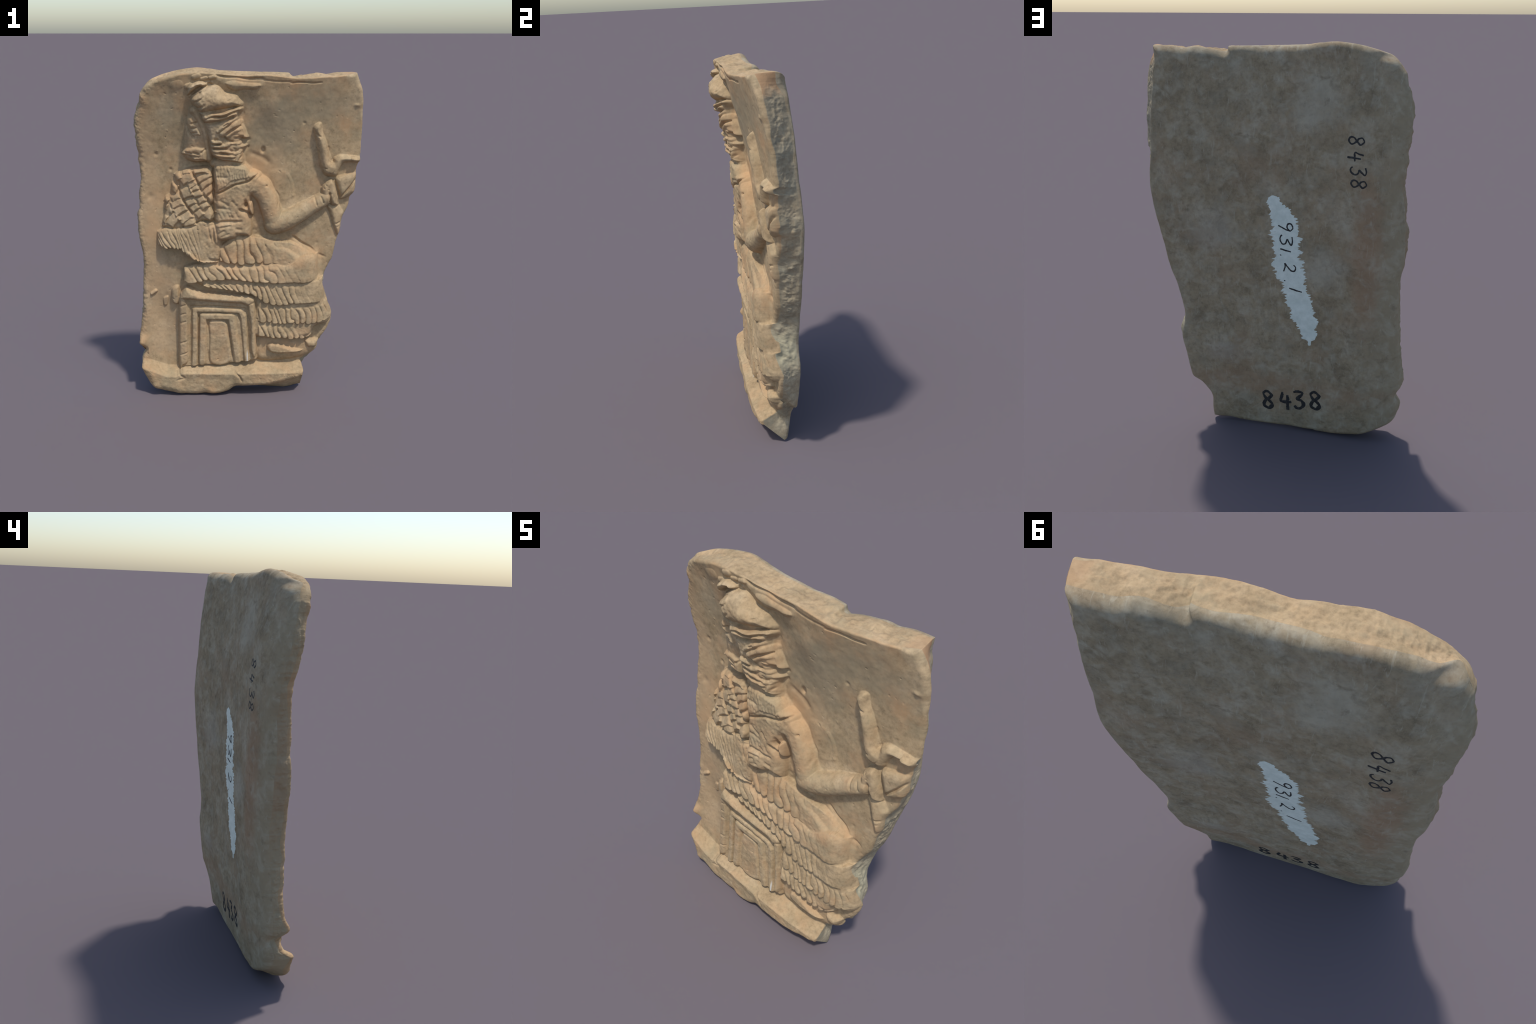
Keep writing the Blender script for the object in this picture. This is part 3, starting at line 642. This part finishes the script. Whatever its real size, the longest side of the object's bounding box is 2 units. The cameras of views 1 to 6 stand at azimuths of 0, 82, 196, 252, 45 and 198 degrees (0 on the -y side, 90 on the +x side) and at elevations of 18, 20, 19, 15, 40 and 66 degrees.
def wide_blur(a, sigma):
    k_ = np.exp(-0.5 * (np.arange(-3 * sigma, 3 * sigma + 1) / sigma) ** 2)
    k_ /= k_.sum()
    for axis in (0, 1):
        p = np.pad(a, [(3 * sigma,) * 2 if ax == axis else (0, 0) for ax in (0, 1)], mode="edge")
        a = sum(w_ * (p[i:i + a.shape[0]] if axis == 0 else p[:, i:i + a.shape[1]]) for i, w_ in enumerate(k_))
    return a


# worn clay: creases at the foot of the relief are partly filled, crests rubbed down
full = wide_blur(H, 7)
knee = np.exp(-((X - 0.40) / 0.13) ** 2 - ((Z - 0.86) / 0.14) ** 2)            # the knee is rubbed smooth
H = H + knee * 0.8 * (full - H)
H = np.maximum(H, 0.70 * full - 0.009)
H = blur(H, 2)
relief = H
worn = np.clip(relief / 0.05, 0, 1)
lumps = 0.0035 * fbm(X, 0.1, Z, 9.0, 3, 11) + 0.0015 * fbm(X, 0.2, Z, 30.0, 3, 12) * (0.6 + worn) + 0.0006 * worn * fbm(X, 0.4, Z, 85.0, 2, 14)
rng = np.random.default_rng(7)
for _ in range(260):                                               # small pinholes and pock marks
    pit(rng.uniform(-0.62, 0.64), rng.uniform(0.1, 1.93), rng.uniform(0.002, 0.0045), rng.uniform(0.001, 0.0035) * rng.choice([1, 1, -0.5]), rng.uniform(1, 2.2), rng.uniform(0, 3.1))


def front_radius(x, z):
    r = np.where(x < -0.45, 0.030, 0.020)
    r = np.where(z > 1.90, np.where(x < -0.3, 0.018, 0.008), r)
    r = np.where(z < 0.145, np.where(x < -0.08, 0.050, 0.030), r)
    r = np.where((x > 0.57) & (z > 1.9), 0.026, r)
    r = np.where((x > 0.2) & (z > 0.2) & (z < 0.9), 0.022, r)
    return r * (1 + 0.35 * noise(x, 0, z, 14.0, 21) + 0.35 * noise(x, 0, z, 45.0, 24))


def back_radius(x, z):
    r = np.where(x < -0.45, 0.030, 0.016)
    r = np.where(z > 1.90, np.where(x > 0.35, 0.048, 0.034), r)
    r = np.where(z < 0.11, 0.030, r)
    return r * (1 + 0.35 * noise(x, 0, z, 12.0, 22))


d, r = edge_distance(FXZ, front_radius)
left_bump = 0.028 * np.exp(-((X + 0.67) / 0.045) ** 2) * (np.exp(-((Z - 0.345) / 0.035) ** 2) + 0.7 * sstep(1.50, 1.66, Z) * sstep(1.95, 1.85, Z))
lumps = lumps + 0.009 * sstep(0.07, 0.0, d) * sstep(-0.4, -0.55, X) * fbm(X, 0.6, Z, 17.0, 4, 71, 0.6)
FY = field_y(X, Z) - H - lumps - left_bump + roll_over(d, r)
bx, bz = BXZ[..., 0], BXZ[..., 1]
d, r = edge_distance(BXZ, back_radius)
BY = back_y(bx, bz) - roll_over(d, r)
chip = 0.030 * np.exp(-((bx + 0.52) / 0.06) ** 2 - ((bz - 1.945) / 0.022) ** 2) + 0.016 * np.exp(-((bx - 0.25) / 0.022) ** 2 - ((bz - 1.955) / 0.022) ** 2)
BY = BY - chip

front = np.stack([X, FY, Z], -1)
back = np.stack([bx, BY, bz], -1)
fl, bl = border_loop(front), border_loop(back)
N = len(fl)
tan = np.roll(fl, -4, 0) - np.roll(fl, 4, 0)
out = np.stack([tan[:, 2], 0 * tan[:, 0], -tan[:, 0]], 1)
out /= np.linalg.norm(out, axis=1)[:, None] + 1e-9
side = np.concatenate([np.full(NU - 1, 0), np.full(NV - 1, 1), np.full(NU - 1, 2), np.full(NV - 1, 3)])   # bottom, right, top, left
bulge = np.array([0.000, 0.000, 0.002, 0.004])[side]
rough = np.array([0.004, 0.011, 0.011, 0.010])[side]
k = np.ones(81) / 81
bulge, rough = (np.convolve(np.concatenate([a[-40:], a, a[:40]]), k, "valid") for a in (bulge, rough))
corner = np.cumsum([0, NU - 1, NV - 1, NU - 1, NV - 1])
near = np.min([np.abs(np.arange(N) - c_) for c_ in corner], 0)
rough = rough * sstep(0, 60, near)
wall = []
for i in range(1, NW):
    w = i / NW
    p = fl * (1 - w) + bl * w
    env = np.sin(np.pi * w) ** 0.6
    n = 0.9 * np.minimum(0.15, fbm(p[:, 0], p[:, 1], p[:, 2], 8.0, 2, 47)) + fbm(p[:, 0], p[:, 1], p[:, 2], 20.0, 4, 41, 0.6) + 0.25 * (1 - 2 * np.abs(noise(p[:, 0], p[:, 1], p[:, 2], 30.0, 43)))
    p = p + out * (bulge * 4 * w * (1 - w) + rough * env * (n - 0.2))[:, None]
    wall.append(p)
wall = np.array(wall)

nf = NU * NV
verts = np.vstack([front.reshape(-1, 3), back.reshape(-1, 3), wall.reshape(-1, 3)])
fi = np.arange(nf).reshape(NV, NU)
bi = fi + nf
rows = np.vstack([border_loop(fi)[None], 2 * nf + np.arange((NW - 1) * N).reshape(NW - 1, N), border_loop(bi)[None]])


def grid_quads(g):
    return np.stack([g[:-1, :-1], g[:-1, 1:], g[1:, 1:], g[1:, :-1]], -1).reshape(-1, 4)


L_BACK, L_RIM, L_BROKEN = label("back_face"), label("rim"), label("broken_edge")
fq = grid_quads(fi)
fl_lab = LABEL[:-1, :-1].reshape(-1)
bq = grid_quads(bi)[:, ::-1]
nxt = np.roll(rows, -1, 1)
wq = np.stack([rows[:-1], rows[1:], nxt[1:], nxt[:-1]], -1).reshape(-1, 4)
w_lab = np.tile(np.where(side == 1, L_BROKEN, L_RIM), NW)
quads = np.vstack([fq, bq, wq])
labels = np.concatenate([fl_lab, np.full(len(bq), L_BACK), w_lab])

# pieces too small to matter go back to the part they sit on
count = np.bincount(labels, minlength=len(NAMES))
by_name = {}
for i, n in enumerate(NAMES):
    by_name.setdefault(n, i)
for i in range(1, len(NAMES)):
    if 0 < count[i] < 25:
        labels[labels == i] = PIECE_OF.get(i, by_name.get(PARENT[i], 0))

lo, hi = verts.min(0), verts.max(0)
print("raw bounds", lo, hi)
shift = np.array([-(lo[0] + hi[0]) / 2, -(lo[1] + hi[1]) / 2, -lo[2]])
print("shift", shift)
scale = 2.0 / (hi[2] - lo[2])
verts = (verts + shift) * scale

a, b, c, dq = (verts[quads[:, i]] for i in range(4))
fn = np.cross(c - a, dq - b)
vn = np.zeros_like(verts)
for i in range(4):
    for ax in range(3):
        vn[:, ax] += np.bincount(quads[:, i], fn[:, ax], len(verts))
vn /= np.linalg.norm(vn, axis=1)[:, None] + 1e-12


# ------------------------------------------------------------------ materials
def nodes_of(name):
    m = bpy.data.materials.new(name)
    m.use_nodes = True
    nt = m.node_tree
    nt.nodes.clear()
    return m, nt


class Graph:
    def __init__(self, name):
        self.m, self.nt = nodes_of(name)
        self.co = self.add("ShaderNodeTexCoord").outputs["Object"]

    def add(self, kind, **kw):
        n = self.nt.nodes.new(kind)
        for k_, v_ in kw.items():
            setattr(n, k_, v_)
        return n

    def put(self, socket, value):
        if hasattr(value, "is_output"):
            self.nt.links.new(value, socket)
        else:
            socket.default_value = value

    def noise(self, scale, detail=4, rough=0.6, stretch=None, distort=0.0):
        n = self.add("ShaderNodeTexNoise")
        co = self.co
        if stretch:
            mp = self.add("ShaderNodeMapping")
            mp.inputs["Location"].default_value = stretch[0]
            mp.inputs["Scale"].default_value = stretch[1]
            self.put(mp.inputs["Vector"], co)
            co = mp.outputs[0]
        self.put(n.inputs["Vector"], co)
        n.inputs["Scale"].default_value = scale
        n.inputs["Detail"].default_value = detail
        n.inputs["Roughness"].default_value = rough
        n.inputs["Distortion"].default_value = distort
        return n.outputs["Fac"]

    def ramp(self, value, stops):
        n = self.add("ShaderNodeValToRGB")
        e = n.color_ramp.elements
        for i, (pos, col) in enumerate(stops):
            el = e[i] if i < 2 else e.new(pos)
            el.position = pos
            el.color = (*col, 1) if len(col) == 3 else (col[0],) * 3 + (1,)
        self.put(n.inputs[0], value)
        return n.outputs[0]

    def mix(self, fac, a_, b_, mode="MIX"):
        n = self.add("ShaderNodeMix", data_type="RGBA", blend_type=mode)
        for s, v_ in ((0, fac), (6, a_), (7, b_)):
            if isinstance(v_, tuple) and len(v_) == 3:
                v_ = (*v_, 1)
            self.put(n.inputs[s], v_)
        return n.outputs[2]

    def math(self, op, a_, b_=0.0, c_=0.0):
        n = self.add("ShaderNodeMath", operation=op)
        for i, v_ in enumerate((a_, b_, c_)):
            self.put(n.inputs[i], v_)
        return n.outputs[0]

    def blob(self, centre, size, edge=0.55, wobble=1.1, seed=0.0):
        """a soft patch round a point on the object, 0..1, with a ragged border"""
        mp = self.add("ShaderNodeMapping")
        mp.inputs["Location"].default_value = tuple(-c_ / s_ for c_, s_ in zip(centre, size))
        mp.inputs["Scale"].default_value = tuple(1 / s_ for s_ in size)
        self.put(mp.inputs["Vector"], self.co)
        ln = self.add("ShaderNodeVectorMath", operation="LENGTH")
        self.put(ln.inputs[0], mp.outputs[0])
        n = self.noise(8.0, 6, 0.7, ((seed, seed * 2, 0), (1, 1, 1)))
        v_ = self.math("MULTIPLY_ADD", n, 2 * wobble, self.math("SUBTRACT", ln.outputs["Value"], wobble))
        mr = self.add("ShaderNodeMapRange", interpolation_type="SMOOTHSTEP")
        mr.inputs["From Min"].default_value = 1 + edge
        mr.inputs["From Max"].default_value = 1 - edge
        self.put(mr.inputs["Value"], v_)
        return mr.outputs[0]

    def finish(self, colour, rough=0.9, bump=None, spec=0.2):
        b_ = self.add("ShaderNodeBsdfPrincipled")
        self.put(b_.inputs["Base Color"], colour)
        b_.inputs["Roughness"].default_value = rough
        b_.inputs["Specular IOR Level"].default_value = spec
        if bump is not None:
            bn = self.add("ShaderNodeBump")
            bn.inputs["Strength"].default_value = bump[1]
            bn.inputs["Distance"].default_value = bump[2]
            self.put(bn.inputs["Height"], bump[0])
            self.nt.links.new(bn.outputs[0], b_.inputs["Normal"])
        o = self.add("ShaderNodeOutputMaterial")
        self.nt.links.new(b_.outputs[0], o.inputs[0])
        return self.m


def clay(name, dark, mid, light, warm, cool, warm_amount=0.5, cool_amount=0.5, patches=(), speck=0.25, grain=1.0, mottle=None):
    g = Graph(name)
    base = g.ramp(g.noise(7.0, 6, 0.62), [(0.34, dark), (0.5, mid), (0.66, light)])
    fine = g.ramp(g.noise(46.0, 5, 0.7), [(0.30, (0.72,)), (0.52, (1.0,)), (0.75, (1.18,))])
    col = g.mix(1.0, base, fine, "MULTIPLY")
    col = g.mix(g.math("MULTIPLY", g.ramp(g.noise(5.0, 5, 0.6, ((3, 1, 7), (1, 1, 1))), [(0.48, (0,)), (0.66, (1,))]), warm_amount), col, warm)
    col = g.mix(g.math("MULTIPLY", g.ramp(g.noise(9.0, 6, 0.66, ((8, 4, 2), (1, 1, 1))), [(0.50, (0,)), (0.68, (1,))]), cool_amount), col, cool)
    for centre, size, tint, amount, *ragged in patches:
        col = g.mix(g.math("MULTIPLY", g.blob(centre, size, seed=centre[0] * 3 + 1, wobble=ragged[0] if ragged else 1.1), amount), col, tint)
    if mottle:                                                     # pale dusty flecks and dark smudges
        col = g.mix(g.math("MULTIPLY", g.ramp(g.noise(15.0, 6, 0.6, ((2, 9, 4), (1, 1, 1)), 0.5), [(0.50, (0,)), (0.72, (1,))]), 0.65), col, mottle)
        col = g.mix(g.math("MULTIPLY", g.ramp(g.noise(11.0, 3, 0.7, ((4, 2, 5), (5.5, 1, 1.3)), 0.8), [(0.60, (0,)), (0.68, (1,))]), 0.45), col, mottle)
        col = g.mix(g.math("MULTIPLY", g.ramp(g.noise(17.0, 5, 0.62, ((6, 3, 1), (1, 1, 1)), 0.6), [(0.57, (0,)), (0.72, (1,))]), 0.6), col, tuple(v_ * 0.72 for v_ in dark))
    sp = g.ramp(g.noise(120.0, 3, 0.6, ((1, 5, 2), (1, 1, 1))), [(0.66, (0,)), (0.74, (1,))])
    col = g.mix(g.math("MULTIPLY", sp, speck), col, tuple(v_ * 0.5 for v_ in dark))
    bump = g.math("ADD", g.noise(38.0, 6, 0.65), g.math("MULTIPLY", g.noise(240.0, 3, 0.6), 0.4))
    return g.finish(col, 0.92, (bump, 0.12 * grain, 0.003), 0.15)


TAN = dict(dark=(0.345, 0.248, 0.140), mid=(0.415, 0.300, 0.172), light=(0.465, 0.345, 0.208), warm=(0.47, 0.288, 0.150), cool=(0.35, 0.285, 0.175))
MAT_FRONT = clay("tan_clay", **TAN, warm_amount=0.7, cool_amount=0.5, patches=(((0.17, 0.0, 1.66), (0.14, 0.3, 0.16), (0.31, 0.255, 0.165), 0.5), ((0.40, 0.0, 1.80), (0.22, 0.3, 0.10), (0.33, 0.27, 0.175), 0.4), ((-0.57, 0.0, 1.2), (0.06, 0.3, 0.5), (0.43, 0.285, 0.160), 0.5), ((0.12, -0.05, 1.42), (0.10, 0.3, 0.14), (0.50, 0.30, 0.15), 0.35), ((-0.52, -0.05, 0.55), (0.12, 0.3, 0.3), (0.48, 0.325, 0.19), 0.4), ((0.004, -0.05, 0.255), (0.0035, 0.3, 0.036), (0.62, 0.60, 0.54), 0.9, 0.25)))  # first two patches paint in the shading of the down-tilted upper field
MAT_RIM = clay("rim_clay", **TAN, warm_amount=0.25, cool_amount=0.5, patches=(((0.60, 0.0, 1.95), (0.05, 0.08, 0.05), (0.45, 0.26, 0.135), 0.45), ((-0.66, 0.05, 0.85), (0.10, 0.4, 1.25), (0.355, 0.288, 0.185), 0.85, 0.4), ((-0.64, 0.05, 1.15), (0.1, 0.3, 0.3), (0.36, 0.235, 0.14), 0.4)))
MAT_BROKEN = clay("fractured_clay", dark=(0.25, 0.22, 0.155), mid=(0.37, 0.30, 0.195), light=(0.45, 0.375, 0.25), warm=(0.43, 0.31, 0.18), cool=(0.31, 0.28, 0.20), warm_amount=0.5, cool_amount=0.7, speck=0.4, grain=1.6,
                  patches=(((0.62, 0.03, 1.94), (0.12, 0.2, 0.05), (0.46, 0.26, 0.13), 0.8), ((0.47, 0.05, 0.62), (0.1, 0.2, 0.10), (0.46, 0.42, 0.28), 0.6)))
MAT_BACK = clay("grey_clay", dark=(0.275, 0.214, 0.134), mid=(0.35, 0.275, 0.172), light=(0.42, 0.350, 0.242), warm=(0.385, 0.262, 0.16), cool=(0.315, 0.282, 0.205), warm_amount=0.35, cool_amount=0.5, speck=0.4, grain=1.0, mottle=(0.47, 0.412, 0.30),
                patches=(((-0.66, 0.05, 0.9), (0.15, 0.4, 1.2), (0.365, 0.298, 0.192), 0.7, 0.4), ((-0.47, 0.1, 1.05), (0.07, 0.4, 0.30), (0.39, 0.235, 0.138), 0.5), ((0.0, 0.1, 0.27), (0.5, 0.3, 0.07), (0.385, 0.255, 0.155), 0.45),
                         ((-0.22, 0.12, 1.75), (0.10, 0.3, 0.12), (0.47, 0.425, 0.325), 0.4), ((-0.26, 0.15, 0.95), (0.09, 0.3, 0.09), (0.46, 0.42, 0.33), 0.4),
                         ((0.3, 0.12, 1.1), (0.10, 0.3, 0.10), (0.45, 0.41, 0.33), 0.4), ((0.25, 0.12, 0.45), (0.07, 0.3, 0.06), (0.46, 0.41, 0.33), 0.4)))
g = Graph("white_paint")
MAT_PAINT = g.finish(g.mix(g.ramp(g.noise(30.0, 5, 0.7), [(0.35, (0,)), (0.7, (1,))]), (0.68, 0.73, 0.63), (0.84, 0.88, 0.77)), 0.6, (g.noise(90.0, 4, 0.6), 0.2, 0.002), 0.3)
g = Graph("black_ink")
MAT_INK = g.finish(g.ramp(g.noise(70.0, 4, 0.7), [(0.35, (0.018, 0.018, 0.019)), (0.75, (0.06, 0.058, 0.052))]), 0.6, None, 0.3)
MAT_OF = {L_BACK: MAT_BACK, L_RIM: MAT_RIM, L_BROKEN: MAT_BROKEN}

# ------------------------------------------------------------------ objects
root = bpy.data.objects.new("relief_plaque", None)
root.empty_display_size = 0.2
root["label"] = "broken tan clay relief plaque with seated bearded figure"
root["category"] = "clay plaque"
bpy.context.scene.collection.objects.link(root)


def make_object(name, v_, faces, mat, parent, normals=None):
    me = bpy.data.meshes.new(name)
    me.vertices.add(len(v_))
    me.vertices.foreach_set("co", np.ascontiguousarray(v_, np.float32).ravel())
    n = faces.shape[1]
    me.loops.add(faces.size)
    me.loops.foreach_set("vertex_index", np.ascontiguousarray(faces, np.int32).ravel())
    me.polygons.add(len(faces))
    me.polygons.foreach_set("loop_start", np.arange(0, faces.size, n, dtype=np.int32))
    me.polygons.foreach_set("loop_total", np.full(len(faces), n, np.int32))
    me.update(calc_edges=True)
    me.polygons.foreach_set("use_smooth", np.ones(len(faces), bool))
    if normals is not None:
        me.normals_split_custom_set_from_vertices(normals.astype(np.float32))
    me.materials.append(mat)
    o = bpy.data.objects.new(name, me)
    bpy.context.scene.collection.objects.link(o)
    o.parent = parent
    return o


made = {}
order = sorted(set(labels.tolist()), key=lambda i: (PARENT[i] is not None, i in PIECE_OF, i))
for i in order:
    f = quads[labels == i]
    used, inv = np.unique(f, return_inverse=True)
    parent = root
    if PARENT[i] is not None and i not in PIECE_OF:
        top = by_name.get(PARENT[i])
        parent = made.get(top, root) if NAMES[i] not in ("skirt_flounce", "hip_flounce") else root
    if i in PIECE_OF:
        parent = made.get(PIECE_OF[i], root)
    made[i] = make_object(NAMES[i], verts[used], inv.reshape(-1, 4), MAT_OF.get(i, MAT_FRONT), parent, vn[used])


# ------------------------------------------------------------------ paint and ink on the back
def back_point(x, z, off):
    """a point on the finished back, given in the frame the outline is drawn in"""
    p = np.stack([np.asarray(x, float), back_y(x, z) + off, np.asarray(z, float)], -1)
    return (p + shift) * scale


def ribbon(p, half, off, jag, seed, name, mat, parent, sides=6):
    """a flat stroke of paint following the back, its rim turned down into the clay"""
    p = np.array(p, float)
    t = np.gradient(p, axis=0)
    t /= np.hypot(*t.T)[:, None] + 1e-9
    nrm = np.stack([-t[:, 1], t[:, 0]], 1)
    s = np.arange(len(p))
    cols = np.linspace(-1, 1, 2 * sides + 1)
    step = np.hypot(*np.diff(p, axis=0).T).mean()
    half_l = half * (1 + jag * (fbm(s * step * 45, seed, 0.0, 1.0, 2, seed) * 1.2 + fbm(s * step * 190, seed, 4.0, 1.0, 2, seed + 2)))
    half_r = half * (1 + jag * (fbm(s * step * 45, seed, 9.0, 1.0, 2, seed + 5) * 1.2 + fbm(s * step * 190, seed, 5.0, 1.0, 2, seed + 7)))
    grid = np.array([p + nrm * (c_ * np.where(c_ < 0, half_l, half_r))[:, None] for c_ in cols]).transpose(1, 0, 2)
    offs = np.full(grid.shape[:2], off)
    offs[:, 0] = offs[:, -1] = offs[0] = offs[-1] = -0.0006
    v_ = back_point(grid[..., 0], grid[..., 1], offs).reshape(-1, 3)
    gi = np.arange(len(v_)).reshape(grid.shape[:2])
    q = grid_quads(gi)
    return make_object(name, v_, q, mat, parent)


GLYPH = {  # strokes in a unit box, x to the right, y up
    "8": [[(0.78, 0.86), (0.5, 1.0), (0.2, 0.84), (0.3, 0.62), (0.6, 0.46), (0.82, 0.22), (0.55, 0.0), (0.2, 0.1), (0.22, 0.34), (0.55, 0.55), (0.82, 0.76), (0.70, 0.92)]],
    "4": [[(0.30, 0.98), (0.18, 0.62), (0.10, 0.40), (0.5, 0.40), (0.95, 0.44)], [(0.66, 0.82), (0.62, 0.4), (0.6, -0.08)]],
    "3": [[(0.12, 0.92), (0.5, 1.0), (0.85, 0.95), (0.62, 0.72), (0.42, 0.56), (0.75, 0.48), (0.86, 0.25), (0.6, 0.02), (0.3, 0.0), (0.12, 0.12)]],
    "9": [[(0.80, 0.86), (0.5, 1.0), (0.2, 0.84), (0.22, 0.58), (0.52, 0.52), (0.78, 0.72), (0.80, 0.86), (0.78, 0.5), (0.62, 0.1), (0.5, -0.25)]],
    "1": [[(0.56, 1.0), (0.5, 0.5), (0.42, 0.0)]],
    "2": [[(0.15, 0.78), (0.35, 1.0), (0.68, 0.92), (0.70, 0.66), (0.45, 0.35), (0.15, 0.06), (0.4, 0.12), (0.9, 0.02)]],
    ".": [[(0.42, 0.04), (0.56, 0.0)]],
}


def numeral(ch, centre, right, up, size, half, off, seed, parent, name="ink_numeral"):
    """one handwritten figure: centre on the back, unit directions, (width, height)"""
    parts = []
    for n_, stroke in enumerate(GLYPH[ch]):
        q = np.array(stroke) - 0.5
        q = np.array(centre) + q[:, :1] * size[0] * np.array(right) + q[:, 1:] * size[1] * np.array(up)
        line = spline(q) if len(q) > 2 else q
        length = np.hypot(*np.diff(line, axis=0).T).sum()
        line = resample(line, max(6, int(length / 0.0022)))
        w_ = half * (0.8 + 0.35 * np.sin(np.linspace(0.3, 2.6, len(line))) + 0.12 * np.sin(np.arange(len(line)) * 0.23 + seed))
        parts.append(ribbon(line, w_, off + 0.0004 * n_, 0.25, seed + 3 * n_, name, MAT_INK, parent, 2))
    if len(parts) > 1:                                             # join the strokes of one figure
        me = parts[0].data
        other = parts[1].data
        va = np.empty(len(me.vertices) * 3, np.float32)
        vb = np.empty(len(other.vertices) * 3, np.float32)
        me.vertices.foreach_get("co", va)
        other.vertices.foreach_get("co", vb)
        qa = np.empty(len(me.loops), np.int32)
        qb = np.empty(len(other.loops), np.int32)
        me.loops.foreach_get("vertex_index", qa)
        other.loops.foreach_get("vertex_index", qb)
        for p_ in parts:
            bpy.data.objects.remove(p_)
        make_object(name, np.vstack([va.reshape(-1, 3), vb.reshape(-1, 3)]), np.vstack([qa.reshape(-1, 4), qb.reshape(-1, 4) + len(va) // 3]), MAT_INK, parent)


# white painted strip with the long number
strip = resample(spline([(0.005, 1.294), (-0.042, 1.221), (-0.073, 1.129), (-0.079, 1.007), (-0.104, 0.897), (-0.143, 0.771), (-0.180, 0.659), (-0.199, 0.587), (-0.202, 0.534)]), 420)
t = np.linspace(0, 1, 420)
half = np.interp(t, [0, 0.02, 0.08, 0.12, 0.3, 0.5, 0.6, 0.8, 0.92, 0.955, 0.965, 1.0], [0.010, 0.030, 0.036, 0.060, 0.074, 0.068, 0.062, 0.058, 0.046, 0.034, 0.010, 0.006])
paint = ribbon(strip, half, 0.0010, 0.22, 3, "painted_label", MAT_PAINT, root, 14)
for ch, c_, wd_, ht_ in (("9", [(-0.080, 1.150)][0], 0.055, 0.060), ("3", [(-0.078, 1.083)][0], 0.062, 0.062), ("1", [(-0.075, 1.031)][0], 0.04, 0.058), (".", [(-0.056, 1.004)][0], 0.05, 0.012),
                         ("2", [(-0.096, 0.941)][0], 0.060, 0.060), (".", [(-0.077, 0.872)][0], 0.05, 0.012), ("1", [(-0.127, 0.828)][0], 0.05, 0.070)):
    numeral(ch, c_, (0.10, -0.99), (-0.99, -0.10), (wd_, ht_), 0.0050, 0.0018, 3, paint)
# large number at the foot
for ch, c_ in zip("8438", [(0.023, 0.177), (-0.076, 0.189), (-0.146, 0.203), (-0.235, 0.215)]):
    numeral(ch, c_, (-1.0, 0.0), (0.06, 1.0), (0.070, 0.105), 0.0092, 0.0010, 5, root)
# the same number again, up the side, faint and thinner
for ch, c_ in zip("8438", [(-0.399, 1.578), (-0.401, 1.507), (-0.414, 1.443), (-0.419, 1.383)]):
    numeral(ch, c_, (0.06, -1.0), (-1.0, -0.05), (0.048, 0.072), 0.0046, 0.0010, 8, root)
